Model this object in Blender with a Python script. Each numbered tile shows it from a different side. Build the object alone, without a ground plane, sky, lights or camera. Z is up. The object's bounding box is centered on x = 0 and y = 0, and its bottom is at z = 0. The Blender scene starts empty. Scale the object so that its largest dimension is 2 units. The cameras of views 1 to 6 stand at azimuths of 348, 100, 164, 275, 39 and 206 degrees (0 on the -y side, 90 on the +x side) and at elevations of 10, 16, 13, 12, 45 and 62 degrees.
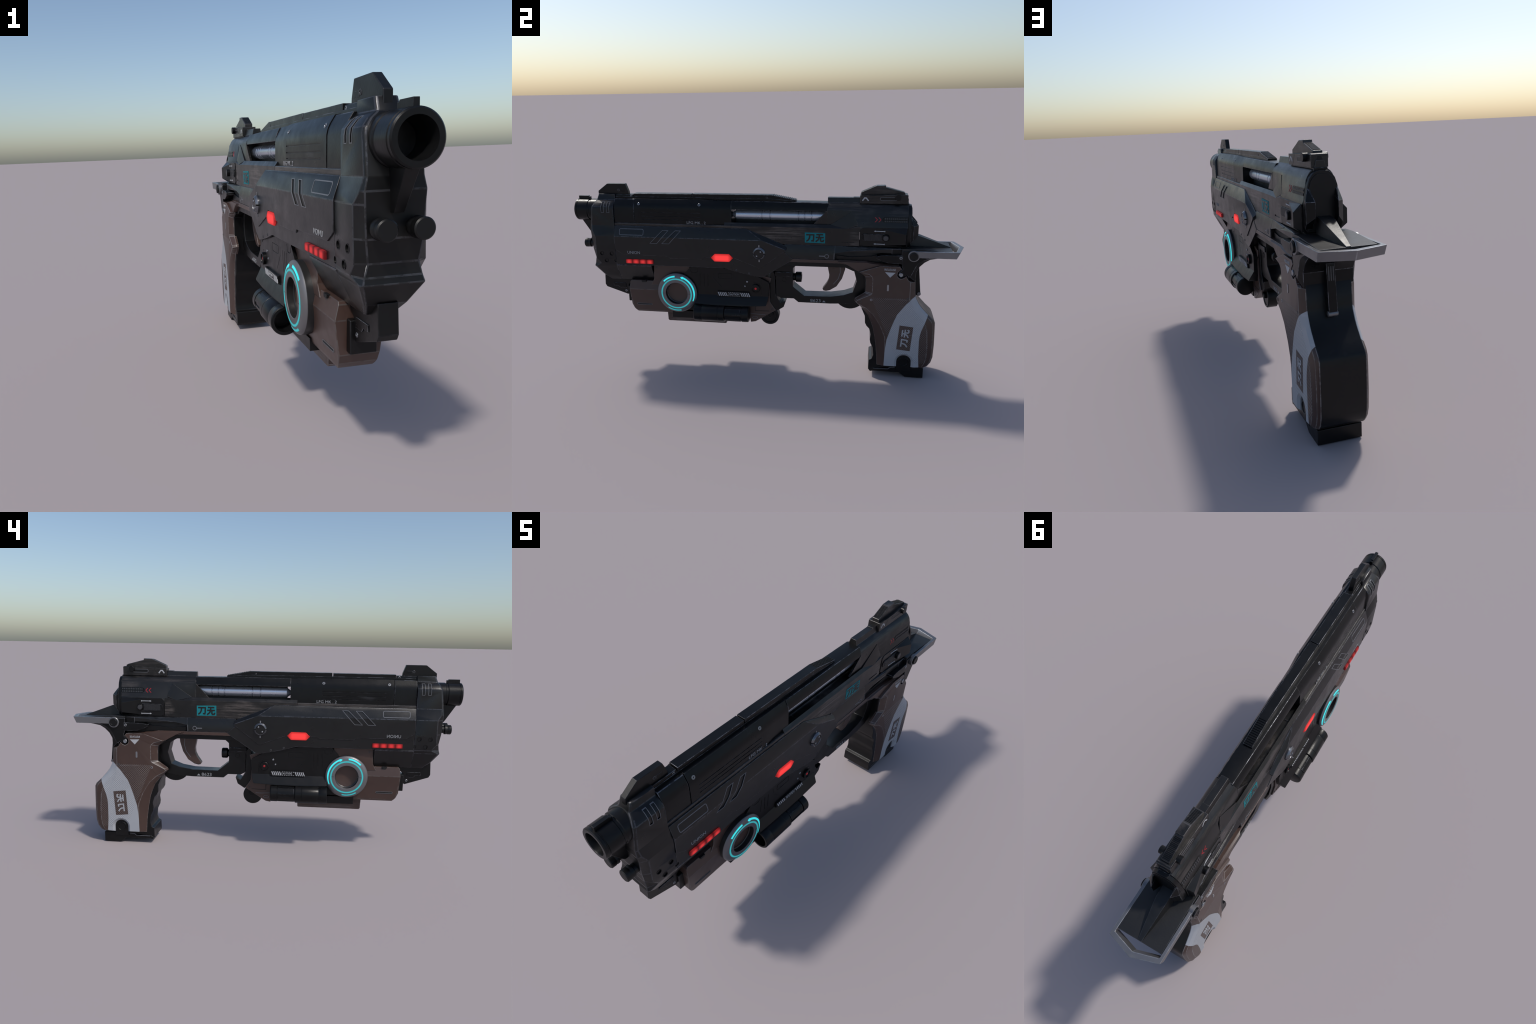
import bpy, bmesh, math
from mathutils import Vector, Matrix

# Frame: muzzle towards -Y, butt towards +Y, Z up, mirror plane x = 0.
PI = math.pi

# =====================================================================
#  MATERIALS
# =====================================================================
class Nodes:
    """tiny helper around a node tree"""
    def __init__(self, name):
        self.mat = bpy.data.materials.new(name)
        self.mat.use_nodes = True
        self.nt = self.mat.node_tree
        self.bsdf = self.nt.nodes["Principled BSDF"]
        tc = self.nt.nodes.new("ShaderNodeTexCoord")
        self.obj = tc.outputs["Object"]

    def link(self, a, b):
        self.nt.links.new(a, b)

    def put(self, sock, v):
        if isinstance(v, bpy.types.NodeSocket):
            self.link(v, sock)
        else:
            sock.default_value = v

    def math(self, op, a, b=0.0, c=None, clamp=False):
        n = self.nt.nodes.new("ShaderNodeMath")
        n.operation = op
        n.use_clamp = clamp
        self.put(n.inputs[0], a)
        self.put(n.inputs[1], b)
        if c is not None:
            self.put(n.inputs[2], c)
        return n.outputs[0]

    def noise(self, scale=10.0, detail=4.0, rough=0.55, stretch=(1, 1, 1)):
        mp = self.nt.nodes.new("ShaderNodeMapping")
        mp.inputs["Scale"].default_value = stretch
        self.link(self.obj, mp.inputs["Vector"])
        n = self.nt.nodes.new("ShaderNodeTexNoise")
        n.inputs["Scale"].default_value = scale
        n.inputs["Detail"].default_value = detail
        n.inputs["Roughness"].default_value = rough
        self.link(mp.outputs["Vector"], n.inputs["Vector"])
        return n.outputs["Fac"]

    def rng(self, v, a, b, c=0.0, d=1.0):
        n = self.nt.nodes.new("ShaderNodeMapRange")
        n.clamp = True
        self.put(n.inputs["Value"], v)
        for k, x in (("From Min", a), ("From Max", b), ("To Min", c), ("To Max", d)):
            self.put(n.inputs[k], x)
        return n.outputs["Result"]

    def mix(self, f, a, b):
        n = self.nt.nodes.new("ShaderNodeMix")
        n.data_type = 'RGBA'
        self.put(n.inputs[0], f)
        self.put(n.inputs[6], a if isinstance(a, bpy.types.NodeSocket) else (*a, 1.0))
        self.put(n.inputs[7], b if isinstance(b, bpy.types.NodeSocket) else (*b, 1.0))
        return n.outputs[2]

    def xyz(self):
        s = self.nt.nodes.new("ShaderNodeSeparateXYZ")
        self.link(self.obj, s.inputs[0])
        return s.outputs

    def bump(self, h, strength=0.2, dist=0.002):
        b = self.nt.nodes.new("ShaderNodeBump")
        b.inputs["Strength"].default_value = strength
        b.inputs["Distance"].default_value = dist
        self.link(h, b.inputs["Height"])
        self.link(b.outputs["Normal"], self.bsdf.inputs["Normal"])


EDGE_OF = {}          # base material -> material of its rounded edges


def worn(name, base, light, metallic=0.0, rough=0.5, wear=(0.30, 0.31, 0.33), edge_amt=0.6,
         streak=0.0, streak_col=(0.12, 0.11, 0.105), grain=0.12, spec=0.5, patches=(), edges=True, cover=0.5):
    """painted / blued surface: mottled base, faint scratches, lengthwise scuffs in given patches.
    The same call also makes the rubbed-bare version that the edge roundings carry."""
    def build(nm, edge):
        m = Nodes(nm)
        blot = m.rng(m.noise(7, 5, 0.6), 0.35, 0.7)
        fine = m.noise(160, 3, 0.6)
        col = m.mix(blot, base, light)
        col = m.mix(m.rng(fine, 0.3, 0.75, 0.0, 0.35), col, light)
        scr = m.math('MULTIPLY', m.rng(m.noise(26, 2, 0.4, (1, .16, 1)), 0.70, 0.76), m.rng(m.noise(5, 2), 0.5, 0.6))
        col = m.mix(m.math('MULTIPLY', scr, 0.10), col, wear)
        if streak > 0:
            lines = m.rng(m.noise(11, 5, 0.75, (1, .55, 14)), 0.42, 0.64)
            f = m.math('MULTIPLY', m.math('MULTIPLY', m.rng(m.noise(6, 3, 0.6), 0.50, 0.70), lines), streak * 0.5)
            o = m.xyz()
            for yc, zc, hy, hz, amt in patches:
                a = m.math('DIVIDE', m.math('SUBTRACT', o[1], yc), hy)
                b = m.math('DIVIDE', m.math('SUBTRACT', o[2], zc), hz)
                d = m.math('ADD', m.math('MULTIPLY', a, a), m.math('MULTIPLY', b, b))
                g = m.math('MULTIPLY', m.rng(m.math('ADD', d, m.rng(m.noise(14, 4), .3, .7, -.5, .5)), 0.2, 1.1, 1.0, 0.0), lines)
                f = m.math('MAXIMUM', f, m.math('MULTIPLY', g, amt))
            col = m.mix(f, col, streak_col)
        met = metallic
        if edge:
            chips = m.rng(m.noise(24, 6, 0.72), 0.62 - cover * .3, 0.70 - cover * .3)
            k = m.math('MULTIPLY', chips, edge_amt)
            k = m.math('MAXIMUM', k, edge_amt * 0.16)
            col = m.mix(k, col, wear)
            met = m.math('MAXIMUM', m.math('MULTIPLY', k, 0.6), metallic)
        m.link(col, m.bsdf.inputs["Base Color"])
        m.put(m.bsdf.inputs["Metallic"], met)
        m.bsdf.inputs["Specular IOR Level"].default_value = spec
        r = m.rng(m.noise(18, 4, 0.6), 0.3, 0.7, rough - 0.05, rough + 0.07)
        m.link(r, m.bsdf.inputs["Roughness"])
        if grain > 0:
            m.bump(fine, grain, 0.001)
        return m.mat
    mat = build(name, False)
    if edges:
        EDGE_OF[mat.name] = build(name + "_edge", True)
    return mat


def plain(name, col, rough=0.5, metallic=0.0):
    m = Nodes(name)
    f = m.rng(m.noise(90, 3), 0.3, 0.7)
    m.link(m.mix(f, tuple(c * 0.86 for c in col), col), m.bsdf.inputs["Base Color"])
    m.bsdf.inputs["Roughness"].default_value = rough
    m.bsdf.inputs["Metallic"].default_value = metallic
    return m.mat


def lamp(name, core, rim, strength, yc, zc, hy, hz, cells=1):
    """back-lit lens: bright core fading to a darker rim, `cells` bulbs along y"""
    m = Nodes(name)
    o = m.xyz()
    u = m.math('DIVIDE', m.math('SUBTRACT', o[1], yc - hy), 2 * hy)
    u = m.math('FRACT', m.math('MULTIPLY', m.math('MINIMUM', m.math('MAXIMUM', u, 0.0001), 0.9999), float(cells)))
    du = m.math('ABSOLUTE', m.math('SUBTRACT', u, 0.5))
    dv = m.math('ABSOLUTE', m.math('DIVIDE', m.math('SUBTRACT', o[2], zc), 2 * hz))
    if cells > 1:
        a = m.rng(du, 0.12, 0.5, 1.0, 0.0)
        b = m.rng(dv, 0.2, 0.55, 1.0, 0.35)
    else:
        a = m.rng(du, 0.26, 0.46, 1.0, 0.0)
        b = m.rng(dv, 0.2, 0.55, 1.0, 0.25)
    col = m.mix(m.math('MULTIPLY', a, b), rim, core)
    m.bsdf.inputs["Base Color"].default_value = (rim[0] * .5, rim[1] * .5, rim[2] * .5, 1)
    m.link(col, m.bsdf.inputs["Emission Color"])
    m.bsdf.inputs["Emission Strength"].default_value = strength
    m.bsdf.inputs["Roughness"].default_value = 0.6
    m.bsdf.inputs["Specular IOR Level"].default_value = 0.15
    return m.mat


def glow(name, col, strength, base=(0.02, 0.2, 0.2)):
    m = Nodes(name)
    m.bsdf.inputs["Base Color"].default_value = (*base, 1)
    f = m.rng(m.noise(14, 2), 0.3, 0.7, 0.9, 1.0)
    m.link(m.mix(f, tuple(c * .9 for c in col), col), m.bsdf.inputs["Emission Color"])
    m.bsdf.inputs["Emission Strength"].default_value = strength
    return m.mat


def grip_skin(name, base, dark, dot, wear, rough, edge_amt, edge=False):
    """moulded grip: hexagonal stipple on the flat of the cheek only"""
    m = Nodes(name)
    o = m.xyz()
    pitch = 0.0102
    # two interleaved square grids make the staggered stipple
    def grid(off):
        a = m.math('SUBTRACT', m.math('FRACT', m.math('ADD', m.math('DIVIDE', o[1], pitch), off)), 0.5)
        b = m.math('SUBTRACT', m.math('FRACT', m.math('ADD', m.math('DIVIDE', o[2], pitch * 1.15), off)), 0.5)
        b = m.math('MULTIPLY', b, 1.15)
        d = m.math('SQRT', m.math('ADD', m.math('MULTIPLY', a, a), m.math('MULTIPLY', b, b)))
        return m.rng(d, 0.17, 0.30, 1.0, 0.0)
    dots = m.math('MAXIMUM', grid(0.0), grid(0.5))
    flat = m.rng(m.math('ABSOLUTE', o[0]), 0.0972, 0.0978)
    below = m.rng(o[2], 0.434, 0.437, 1.0, 0.0)
    above = m.rng(o[2], 0.088, 0.095)
    # the stipple stops short of the front ridge of the cheek
    slant = m.math('ADD', o[1], m.math('MULTIPLY', o[2], 0.42))
    front = m.rng(slant, 0.742, 0.748)
    mask = m.math('MULTIPLY', m.math('MULTIPLY', flat, below), m.math('MULTIPLY', above, front))
    dm = m.math('MULTIPLY', dots, mask)
    blot = m.rng(m.noise(9, 5, 0.6), 0.35, 0.7)
    col = m.mix(blot, dark, base)
    col = m.mix(m.math('MULTIPLY', mask, 0.22), col, tuple(c * 0.7 for c in dark))
    col = m.mix(m.math('MULTIPLY', dm, 0.75), col, dot)
    scr = m.rng(m.noise(5, 2, 0.5, (1, 1, 9)), 0.70, 0.74)
    col = m.mix(m.math('MULTIPLY', scr, 0.25), col, wear)
    if edge:
        chips = m.rng(m.noise(24, 6, 0.72), 0.44, 0.52)
        k = m.math('MAXIMUM', m.math('MULTIPLY', chips, edge_amt), edge_amt * .3)
        col = m.mix(k, col, wear)
    m.link(col, m.bsdf.inputs["Base Color"])
    m.bsdf.inputs["Roughness"].default_value = rough
    fine = m.noise(220, 3)
    h = m.math('ADD', m.math('MULTIPLY', dm, 1.0), m.math('MULTIPLY', fine, 0.12))
    m.bump(h, 0.55, 0.0025)
    if edge_amt and not edge:
        EDGE_OF[m.mat.name] = grip_skin(name + "_edge", base, dark, dot, wear, rough, edge_amt, True)
    return m.mat


GUN   = worn("gunmetal_paint", (0.0034, 0.0035, 0.0038), (0.0068, 0.0070, 0.0075), 0.0, 0.31, wear=(0.16, 0.163, 0.18), edge_amt=0.85, grain=.22, spec=.22)  # edge colour lightened to show bright highlights along rail and slide
ARMOR = worn("armour_paint", (0.0044, 0.0044, 0.0047), (0.0082, 0.0082, 0.0087), 0.0, 0.31, wear=(0.080, 0.081, 0.092), edge_amt=0.9, cover=0.55, grain=.22, spec=.42)
NOSE  = worn("nose_paint", (0.0040, 0.0040, 0.0043), (0.0075, 0.0075, 0.0080), 0.0, 0.31, wear=(0.062, 0.063, 0.070), edge_amt=0.9, cover=0.6, grain=.22, spec=.38)  # slightly darker armour tone with fainter edge lines
BLACK = worn("black_polymer", (0.0026, 0.0026, 0.0029), (0.0048, 0.0048, 0.0052), 0.0, 0.35, wear=(0.035, 0.036, 0.04), edge_amt=0.6, grain=.22, spec=.3)
KNOB  = worn("occlusion_black", (0.0014, 0.0014, 0.0015), (0.0026, 0.0026, 0.0028), 0.0, 0.46, edges=False, spec=.35)  # darkened below body black to paint in shade on knobs, strut and nose
PIT   = worn("recess_black", (0.0015, 0.0015, 0.0016), (0.003, 0.003, 0.003), 0.0, 0.6, edges=False)
SCUFF = worn("scuffed_receiver_steel", (0.0050, 0.0050, 0.0053), (0.0105, 0.0102, 0.0102), 0.0, 0.31, grain=.25, spec=.4,
             wear=(0.095, 0.09, 0.09), edge_amt=0.8, streak=0.8, streak_col=(0.125, 0.108, 0.100),
             patches=((.10, .735, .13, .045, .75), (.475, .72, .035, .05, .6), (-.45, .770, .5, .012, .55), (.68, .848, .06, .03, .35), (.45, .872, .25, .012, .3)))
BROWN = worn("brown_polymer", (0.050, 0.0280, 0.0220), (0.062, 0.0355, 0.0285), 0.0, 0.37, wear=(0.125, 0.11, 0.105), edge_amt=0.8, cover=0.65)
KEELM = worn("scuffed_brown_keel", (0.044, 0.0245, 0.0190), (0.055, 0.0315, 0.0250), 0.0, 0.40, wear=(0.26, 0.24, 0.235), edge_amt=0.85,
             streak=0.8, streak_col=(0.19, 0.17, 0.165), patches=((-.37, .235, .2, .03, .5),))
GRIPB = grip_skin("brown_stippled_grip", (0.057, 0.0320, 0.0250), (0.048, 0.0268, 0.0210), (0.14, 0.12, 0.115), (0.19, 0.175, 0.17), 0.37, 0.8)
GRIPW = grip_skin("pale_grey_stippled_grip", (0.36, 0.375, 0.405), (0.33, 0.345, 0.375), (0.45, 0.465, 0.49), (0.46, 0.47, 0.5), 0.48, 0.0)
GREY  = worn("brushed_grey_metal", (0.17, 0.17, 0.178), (0.21, 0.21, 0.22), 0.75, 0.36, wear=(0.38, 0.39, 0.41), edge_amt=0.6, grain=0.05)
RINGM = worn("satin_ring_metal", (0.140, 0.138, 0.145), (0.160, 0.158, 0.166), 0.45, 0.36, wear=(0.4, 0.4, 0.42), edge_amt=0.3, grain=0.04, edges=False)
STEEL = worn("polished_bolt_steel", (0.56, 0.60, 0.68), (0.63, 0.66, 0.73), 0.70, 0.30, wear=(0.6, 0.6, 0.62), edge_amt=0.2, grain=0.0, edges=False)
DARKM = worn("dark_polished_ring_metal", (0.045, 0.045, 0.046), (0.060, 0.060, 0.061), 0.7, 0.30, edges=False, grain=.03)  # base raised to bake in the glossy highlight inside the ring hole
DECK  = worn("deck_steel", (0.0060, 0.0060, 0.0064), (0.0110, 0.0110, 0.0115), 0.0, 0.44, wear=(0.095, 0.097, 0.11), edge_amt=0.8, grain=.3)
CHROME = worn("worn_bright_steel", (0.16, 0.165, 0.18), (0.24, 0.245, 0.26), 0.85, 0.26, edges=False, grain=.03)
SCREW = plain("screw_steel", (0.30, 0.31, 0.33), 0.35, 0.8)
DSCREW = plain("dark_screw_steel", (0.07, 0.07, 0.075), 0.4, 0.5)
LINE  = plain("pale_edge_line", (0.15, 0.155, 0.17), 0.45, 0.3)
TOOTH = plain("cocking_tooth_steel", (0.045, 0.046, 0.050), 0.42, 0.2)
WHITE = plain("white_marking", (0.42, 0.43, 0.45), 0.6)
DIMW  = plain("dull_white_marking", (0.27, 0.275, 0.29), 0.6)
CYANP = plain("teal_marking", (0.001, 0.185, 0.215), 0.7)
CYANP.node_tree.nodes["Principled BSDF"].inputs["Specular IOR Level"].default_value = 0.4
REDP  = plain("red_marking", (0.33, 0.012, 0.02), 0.5)
CYAN  = glow("cyan_light", (0.028, 0.29, 0.32), 1.0)
CYANB = glow("bright_cyan_light", (0.035, 0.70, 0.76), 1.0)
REDH  = lamp("red_hexagon_light", (1.0, 0.055, 0.055), (0.25, 0.012, 0.012), 1.0, -0.198, 0.610, 0.058, 0.020, 1)
REDB  = lamp("red_bar_light", (0.62, 0.035, 0.038), (0.055, 0.004, 0.005), 1.0, -0.644, 0.5745, 0.076, 0.0105, 4)
REDD  = glow("dim_red_indicator", (0.16, 0.006, 0.01), 1.0, (0.1, 0.005, 0.005))

# =====================================================================
#  MESH HELPERS
# =====================================================================
root = bpy.data.objects.new("sci_fi_pistol", None)
root.empty_display_size = 0.2
root["label"] = "bulky black science fiction pistol with brown grip and glowing rings"
root["category"] = "toy gun"
bpy.context.scene.collection.objects.link(root)


def link(o, parent):
    bpy.context.scene.collection.objects.link(o)
    o.parent = parent if parent is not None else root
    return o


def crease(me, angle, extra=None):
    """mark every edge that bends more than `angle` degrees as a hard edge to be rounded"""
    bm = bmesh.new()
    bm.from_mesh(me)
    lay = bm.edges.layers.float.get("bevel_weight_edge") or bm.edges.layers.float.new("bevel_weight_edge")
    lim = math.radians(angle)
    for f in bm.faces:
        f.smooth = True
    for e in bm.edges:
        a = e.calc_face_angle(0.0) if len(e.link_faces) == 2 else 0.0
        hard = a > lim or (extra is not None and a > math.radians(4) and extra(e))
        e.smooth = not hard
        e[lay] = 1.0 if hard else 0.0
    bm.to_mesh(me)
    bm.free()


def finish(bm, name, mat, parent=None, bevel=0.002, seg=2, smooth=20.0, mirror=False, extra=None):
    bmesh.ops.recalc_face_normals(bm, faces=bm.faces)
    me = bpy.data.meshes.new(name)
    bm.to_mesh(me)
    bm.free()
    me.materials.append(mat)
    if mat.name in EDGE_OF:
        me.materials.append(EDGE_OF[mat.name])
    crease(me, smooth, extra)
    o = link(bpy.data.objects.new(name, me), parent)
    if bevel > 0:
        add_bevel(o, bevel, seg)
    if mirror:
        return o, twin(o)
    return o


def add_bevel(o, w, seg=2, clamp=True):
    b = o.modifiers.new("rounded_edges", 'BEVEL')
    b.width = w
    b.segments = seg
    b.limit_method = 'WEIGHT'
    b.harden_normals = True
    b.use_clamp_overlap = clamp
    b.miter_outer = 'MITER_ARC'
    if len(o.data.materials) > 1:
        b.material = 1


def twin(o, parent=None):
    """the same part on the other flank (shared mesh data)"""
    c = o.copy()
    c.scale = (-o.scale[0], o.scale[1], o.scale[2])
    bpy.context.scene.collection.objects.link(c)
    c.parent = parent if parent is not None else o.parent
    return c


def bm_layers(layers, caps=True):
    """skin between (x, [(y, z)...]) layers with equal vertex counts"""
    bm = bmesh.new()
    rows = [[bm.verts.new((x, y, z)) for (y, z) in poly] for x, poly in layers]
    n = len(rows[0])
    for a, b in zip(rows, rows[1:]):
        for i in range(n):
            j = (i + 1) % n
            bm.faces.new((a[i], a[j], b[j], b[i]))
    if caps:
        bm.faces.new(rows[0])
        bm.faces.new(rows[-1])
    return bm


def layers(name, ls, mat, parent=None, **k):
    return finish(bm_layers(ls), name, mat, parent, **k)


def prism(name, poly, x0, x1, mat, parent=None, **k):
    return layers(name, [(x0, poly), (x1, poly)], mat, parent, **k)


def plate(name, poly, w, mat, parent=None, **k):
    return prism(name, poly, -w, w, mat, parent, **k)


def loft(name, secs, mat, parent=None, **k):
    """symmetric body: secs = [(y, [(x, z)... from top centreline outwards and down])]"""
    bm = bmesh.new()
    rows = []
    for y, half in secs:
        pts = [(x, z) for x, z in half]
        mir = [(-x, z) for x, z in reversed(half) if abs(x) > 1e-6]
        rows.append([bm.verts.new((x, y, z)) for x, z in pts + mir])
    n = len(rows[0])
    for a, b in zip(rows, rows[1:]):
        for i in range(n):
            j = (i + 1) % n
            bm.faces.new((a[i], a[j], b[j], b[i]))
    bm.faces.new(rows[0])
    bm.faces.new(rows[-1])
    return finish(bm, name, mat, parent, **k)


def hull(name, pts, mat, parent=None, **k):
    bm = bmesh.new()
    for p in pts:
        bm.verts.new(p)
    r = bmesh.ops.convex_hull(bm, input=list(bm.verts))
    junk = [v for v in bm.verts if not v.link_faces]
    bmesh.ops.delete(bm, geom=junk, context='VERTS')
    bmesh.ops.dissolve_limit(bm, angle_limit=math.radians(3), verts=bm.verts, edges=bm.edges)
    return finish(bm, name, mat, parent, **k)


def box(name, x, y, z, mat, parent=None, **k):
    return hull(name, [(a, b, c) for a in x for b in y for c in z], mat, parent, **k)


def bm_lathe(profile, axis, centre, seg=48, closed=False):
    """profile = [(radius, along)], turned about the x, y or z axis through centre"""
    bm = bmesh.new()
    rows = []
    for r, t in profile:
        ring = []
        for i in range(1 if r < 1e-6 else seg):
            a = 2 * PI * i / seg
            c, s = r * math.cos(a), r * math.sin(a)
            p = {'x': (t, c, s), 'y': (c, t, s), 'z': (c, s, t)}[axis]
            ring.append(bm.verts.new(Vector(p) + Vector(centre)))
        rows.append(ring)
    pairs = list(zip(rows, rows[1:]))
    if closed:
        pairs.append((rows[-1], rows[0]))
    for a, b in pairs:
        if len(a) == 1 and len(b) == 1:
            continue
        for i in range(seg):
            j = (i + 1) % seg
            if len(a) == 1:
                bm.faces.new((a[0], b[j], b[i]))
            elif len(b) == 1:
                bm.faces.new((a[i], a[j], b[0]))
            else:
                bm.faces.new((a[i], a[j], b[j], b[i]))
    return bm


def lathe(name, profile, axis, centre, mat, parent=None, seg=48, closed=False, **k):
    k.setdefault("bevel", 0.0)
    k.setdefault("smooth", 32)
    return finish(bm_lathe(profile, axis, centre, seg, closed), name, mat, parent, **k)


def disc(name, r, x0, x1, yz, mat, parent=None, seg=32, ch=0.0012, **k):
    """short cylinder lying along x"""
    return lathe(name, [(0, x0), (r, x0), (r, x1 - ch), (r - ch, x1), (0, x1)], 'x', (0, yz[0], yz[1]), mat, parent, seg, **k)


def carve(o, cutters, smooth=20.0, extra=None):
    """boolean-subtract helper objects, then throw them away"""
    bev = [m for m in o.modifiers]
    for m in bev:
        o.modifiers.remove(m)
    for c in cutters:
        m = o.modifiers.new("cut", 'BOOLEAN')
        m.operation = 'DIFFERENCE'
        m.solver = 'EXACT'
        m.object = c
    apply_mods(o, smooth, extra)
    for c in cutters:
        d = c.data
        bpy.data.objects.remove(c)
        if d.users == 0:
            bpy.data.meshes.remove(d)


def apply_mods(o, smooth=20.0, extra=None):
    dg = bpy.context.evaluated_depsgraph_get()
    dg.update()
    me = bpy.data.meshes.new_from_object(o.evaluated_get(dg))
    old = o.data
    nm = old.name
    o.modifiers.clear()
    o.data = me
    if old.users == 0:
        bpy.data.meshes.remove(old)
    me.name = nm
    crease(me, smooth, extra)


def rrect(y0, y1, z0, z1, r, n=4):
    out = []
    for cy, cz, a0 in ((y1 - r, z1 - r, 0), (y0 + r, z1 - r, 90), (y0 + r, z0 + r, 180), (y1 - r, z0 + r, 270)):
        for i in range(n + 1):
            a = math.radians(a0 + 90 * i / n)
            out.append((cy + r * math.cos(a), cz + r * math.sin(a)))
    return out


def arc_pts(cy, cz, r, a0, a1, n):
    return [(cy + r * math.cos(math.radians(a0 + (a1 - a0) * i / n)),
             cz + r * math.sin(math.radians(a0 + (a1 - a0) * i / n))) for i in range(n + 1)]


def bm_ribbon(pts, w, x0, x1, close=False):
    """flat strip of width w following a yz polyline, from x0 to x1"""
    n = len(pts)
    L, R = [], []
    for i in range(n):
        p = Vector(pts[i])
        a = Vector(pts[i - 1]) if (i > 0 or close) else None
        b = Vector(pts[(i + 1) % n]) if (i < n - 1 or close) else None
        d1 = (p - a).normalized() if a is not None else None
        d2 = (b - p).normalized() if b is not None else None
        if d1 is None: d1 = d2
        if d2 is None: d2 = d1
        t = (d1 + d2)
        t = t.normalized() if t.length > 1e-6 else d1
        nn = Vector((-t.y, t.x))
        s = max(0.45, nn.dot(Vector((-d1.y, d1.x))))
        L.append(p + nn * (w / 2 / s))
        R.append(p - nn * (w / 2 / s))
    bm = bmesh.new()
    def row(x, P): return [bm.verts.new((x, q.x, q.y)) for q in P]
    l0, r0, l1, r1 = row(x0, L), row(x0, R), row(x1, L), row(x1, R)
    m = n if close else n - 1
    for i in range(m):
        j = (i + 1) % n
        for a, b in ((l0, r0), (r0, r1), (r1, l1), (l1, l0)):
            bm.faces.new((a[i], a[j], b[j], b[i]))
    if not close:
        for i in (0, n - 1):
            bm.faces.new((l0[i], r0[i], r1[i], l1[i]))
    return bm


def ribbon(name, pts, w, x0, x1, mat, parent=None, close=False, **k):
    k.setdefault("bevel", 0.0)
    return finish(bm_ribbon(pts, w, x0, x1, close), name, mat, parent, **k)


def both(pair):
    return list(pair)


def text(name, body, size, x, y, z, mat, parent, side=1, flip=False, width=None, italic=0.0, depth=0.0006):
    """flat raised lettering on a flank; side +1 = +x flank. (y, z) is the centre."""
    cu = bpy.data.curves.new(name, 'FONT')
    cu.body = body
    cu.size = size
    cu.align_x = 'CENTER'
    cu.align_y = 'CENTER'
    cu.extrude = depth
    cu.resolution_u = 3
    tmp = bpy.data.objects.new(name + "_curve", cu)
    bpy.context.scene.collection.objects.link(tmp)
    dg = bpy.context.evaluated_depsgraph_get()
    dg.update()
    me = bpy.data.meshes.new_from_object(tmp.evaluated_get(dg))
    bpy.data.objects.remove(tmp)
    bpy.data.curves.remove(cu)
    xs = [v.co.x for v in me.vertices]
    k = 1.0 if width is None else width / (max(xs) - min(xs))
    s = -1 if (side < 0) != flip else 1      # reading direction along y
    for v in me.vertices:
        a, b, c = v.co.x * k, v.co.y, v.co.z
        v.co = (side * (x + c), y + s * a, z + b)
    me.materials.clear()
    me.materials.append(mat)
    bm = bmesh.new(); bm.from_mesh(me)
    bmesh.ops.recalc_face_normals(bm, faces=bm.faces)
    bm.to_mesh(me); bm.free()
    me.name = name
    return link(bpy.data.objects.new(name, me), parent)


BLADE_GLYPH = [[(.06, .84), (.90, .84), (.88, .30), (.84, .14), (.62, .17)], [(.47, .84), (.42, .48), (.30, .25), (.08, .08)]]
SKY_GLYPH = [[(.12, .88), (.88, .88)], [(.05, .56), (.95, .56)], [(.47, .88), (.45, .56), (.34, .30), (.06, .07)],
             [(.60, .56), (.60, .20), (.68, .11), (.88, .12), (.93, .30)]]


def glyphs(name, mat, parent, x, centre, h, w, gap, thick, angle, side=1, flip=False):
    """two brush characters written as strokes; angle turns the line of writing"""
    bm = bmesh.new()
    i = 0
    s = -1 if (side < 0) != flip else 1
    ca, sa = math.cos(angle), math.sin(angle)
    for g, glyph in enumerate((BLADE_GLYPH, SKY_GLYPH)):
        for st in glyph:
            pts = []
            for u, v in st:
                a = (g - 0.5) * (w + gap) + (u - 0.5) * w
                b = (v - 0.5) * h
                p, q = a * ca - b * sa, a * sa + b * ca
                pts.append((centre[0] + s * p, centre[1] + q))
            b2 = bm_ribbon(pts, thick, side * (x - 0.001), side * (x + 0.0006 + 0.00012 * i))
            me = bpy.data.meshes.new("tmp"); b2.to_mesh(me); b2.free()
            bm.from_mesh(me); bpy.data.meshes.remove(me)
            i += 1
    return finish(bm, name, mat, parent, bevel=0)


def screw(name, x, yz, r, mat, parent, mirror=True):
    """pan-head screw with a cross slot"""
    o = lathe(name, [(0, x - .004), (r, x - .004), (r, x + r * .10), (r * .86, x + r * .20), (r * .58, x + r * .20), (r * .46, x + r * .04), (0, x + r * .04)], 'x', (0, yz[0], yz[1]), mat, parent, 20)
    cut = []
    for a in (0.4, 0.4 + PI / 2):
        d = Vector((math.cos(a), math.sin(a))) * r * .7
        c = Vector(yz)
        cut.append(ribbon("cutter", [tuple(c - d), tuple(c + d)], r * .30, x - r * .05, x + r, mat, parent))
    carve(o, cut)
    return (o, twin(o)) if mirror else o


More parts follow.
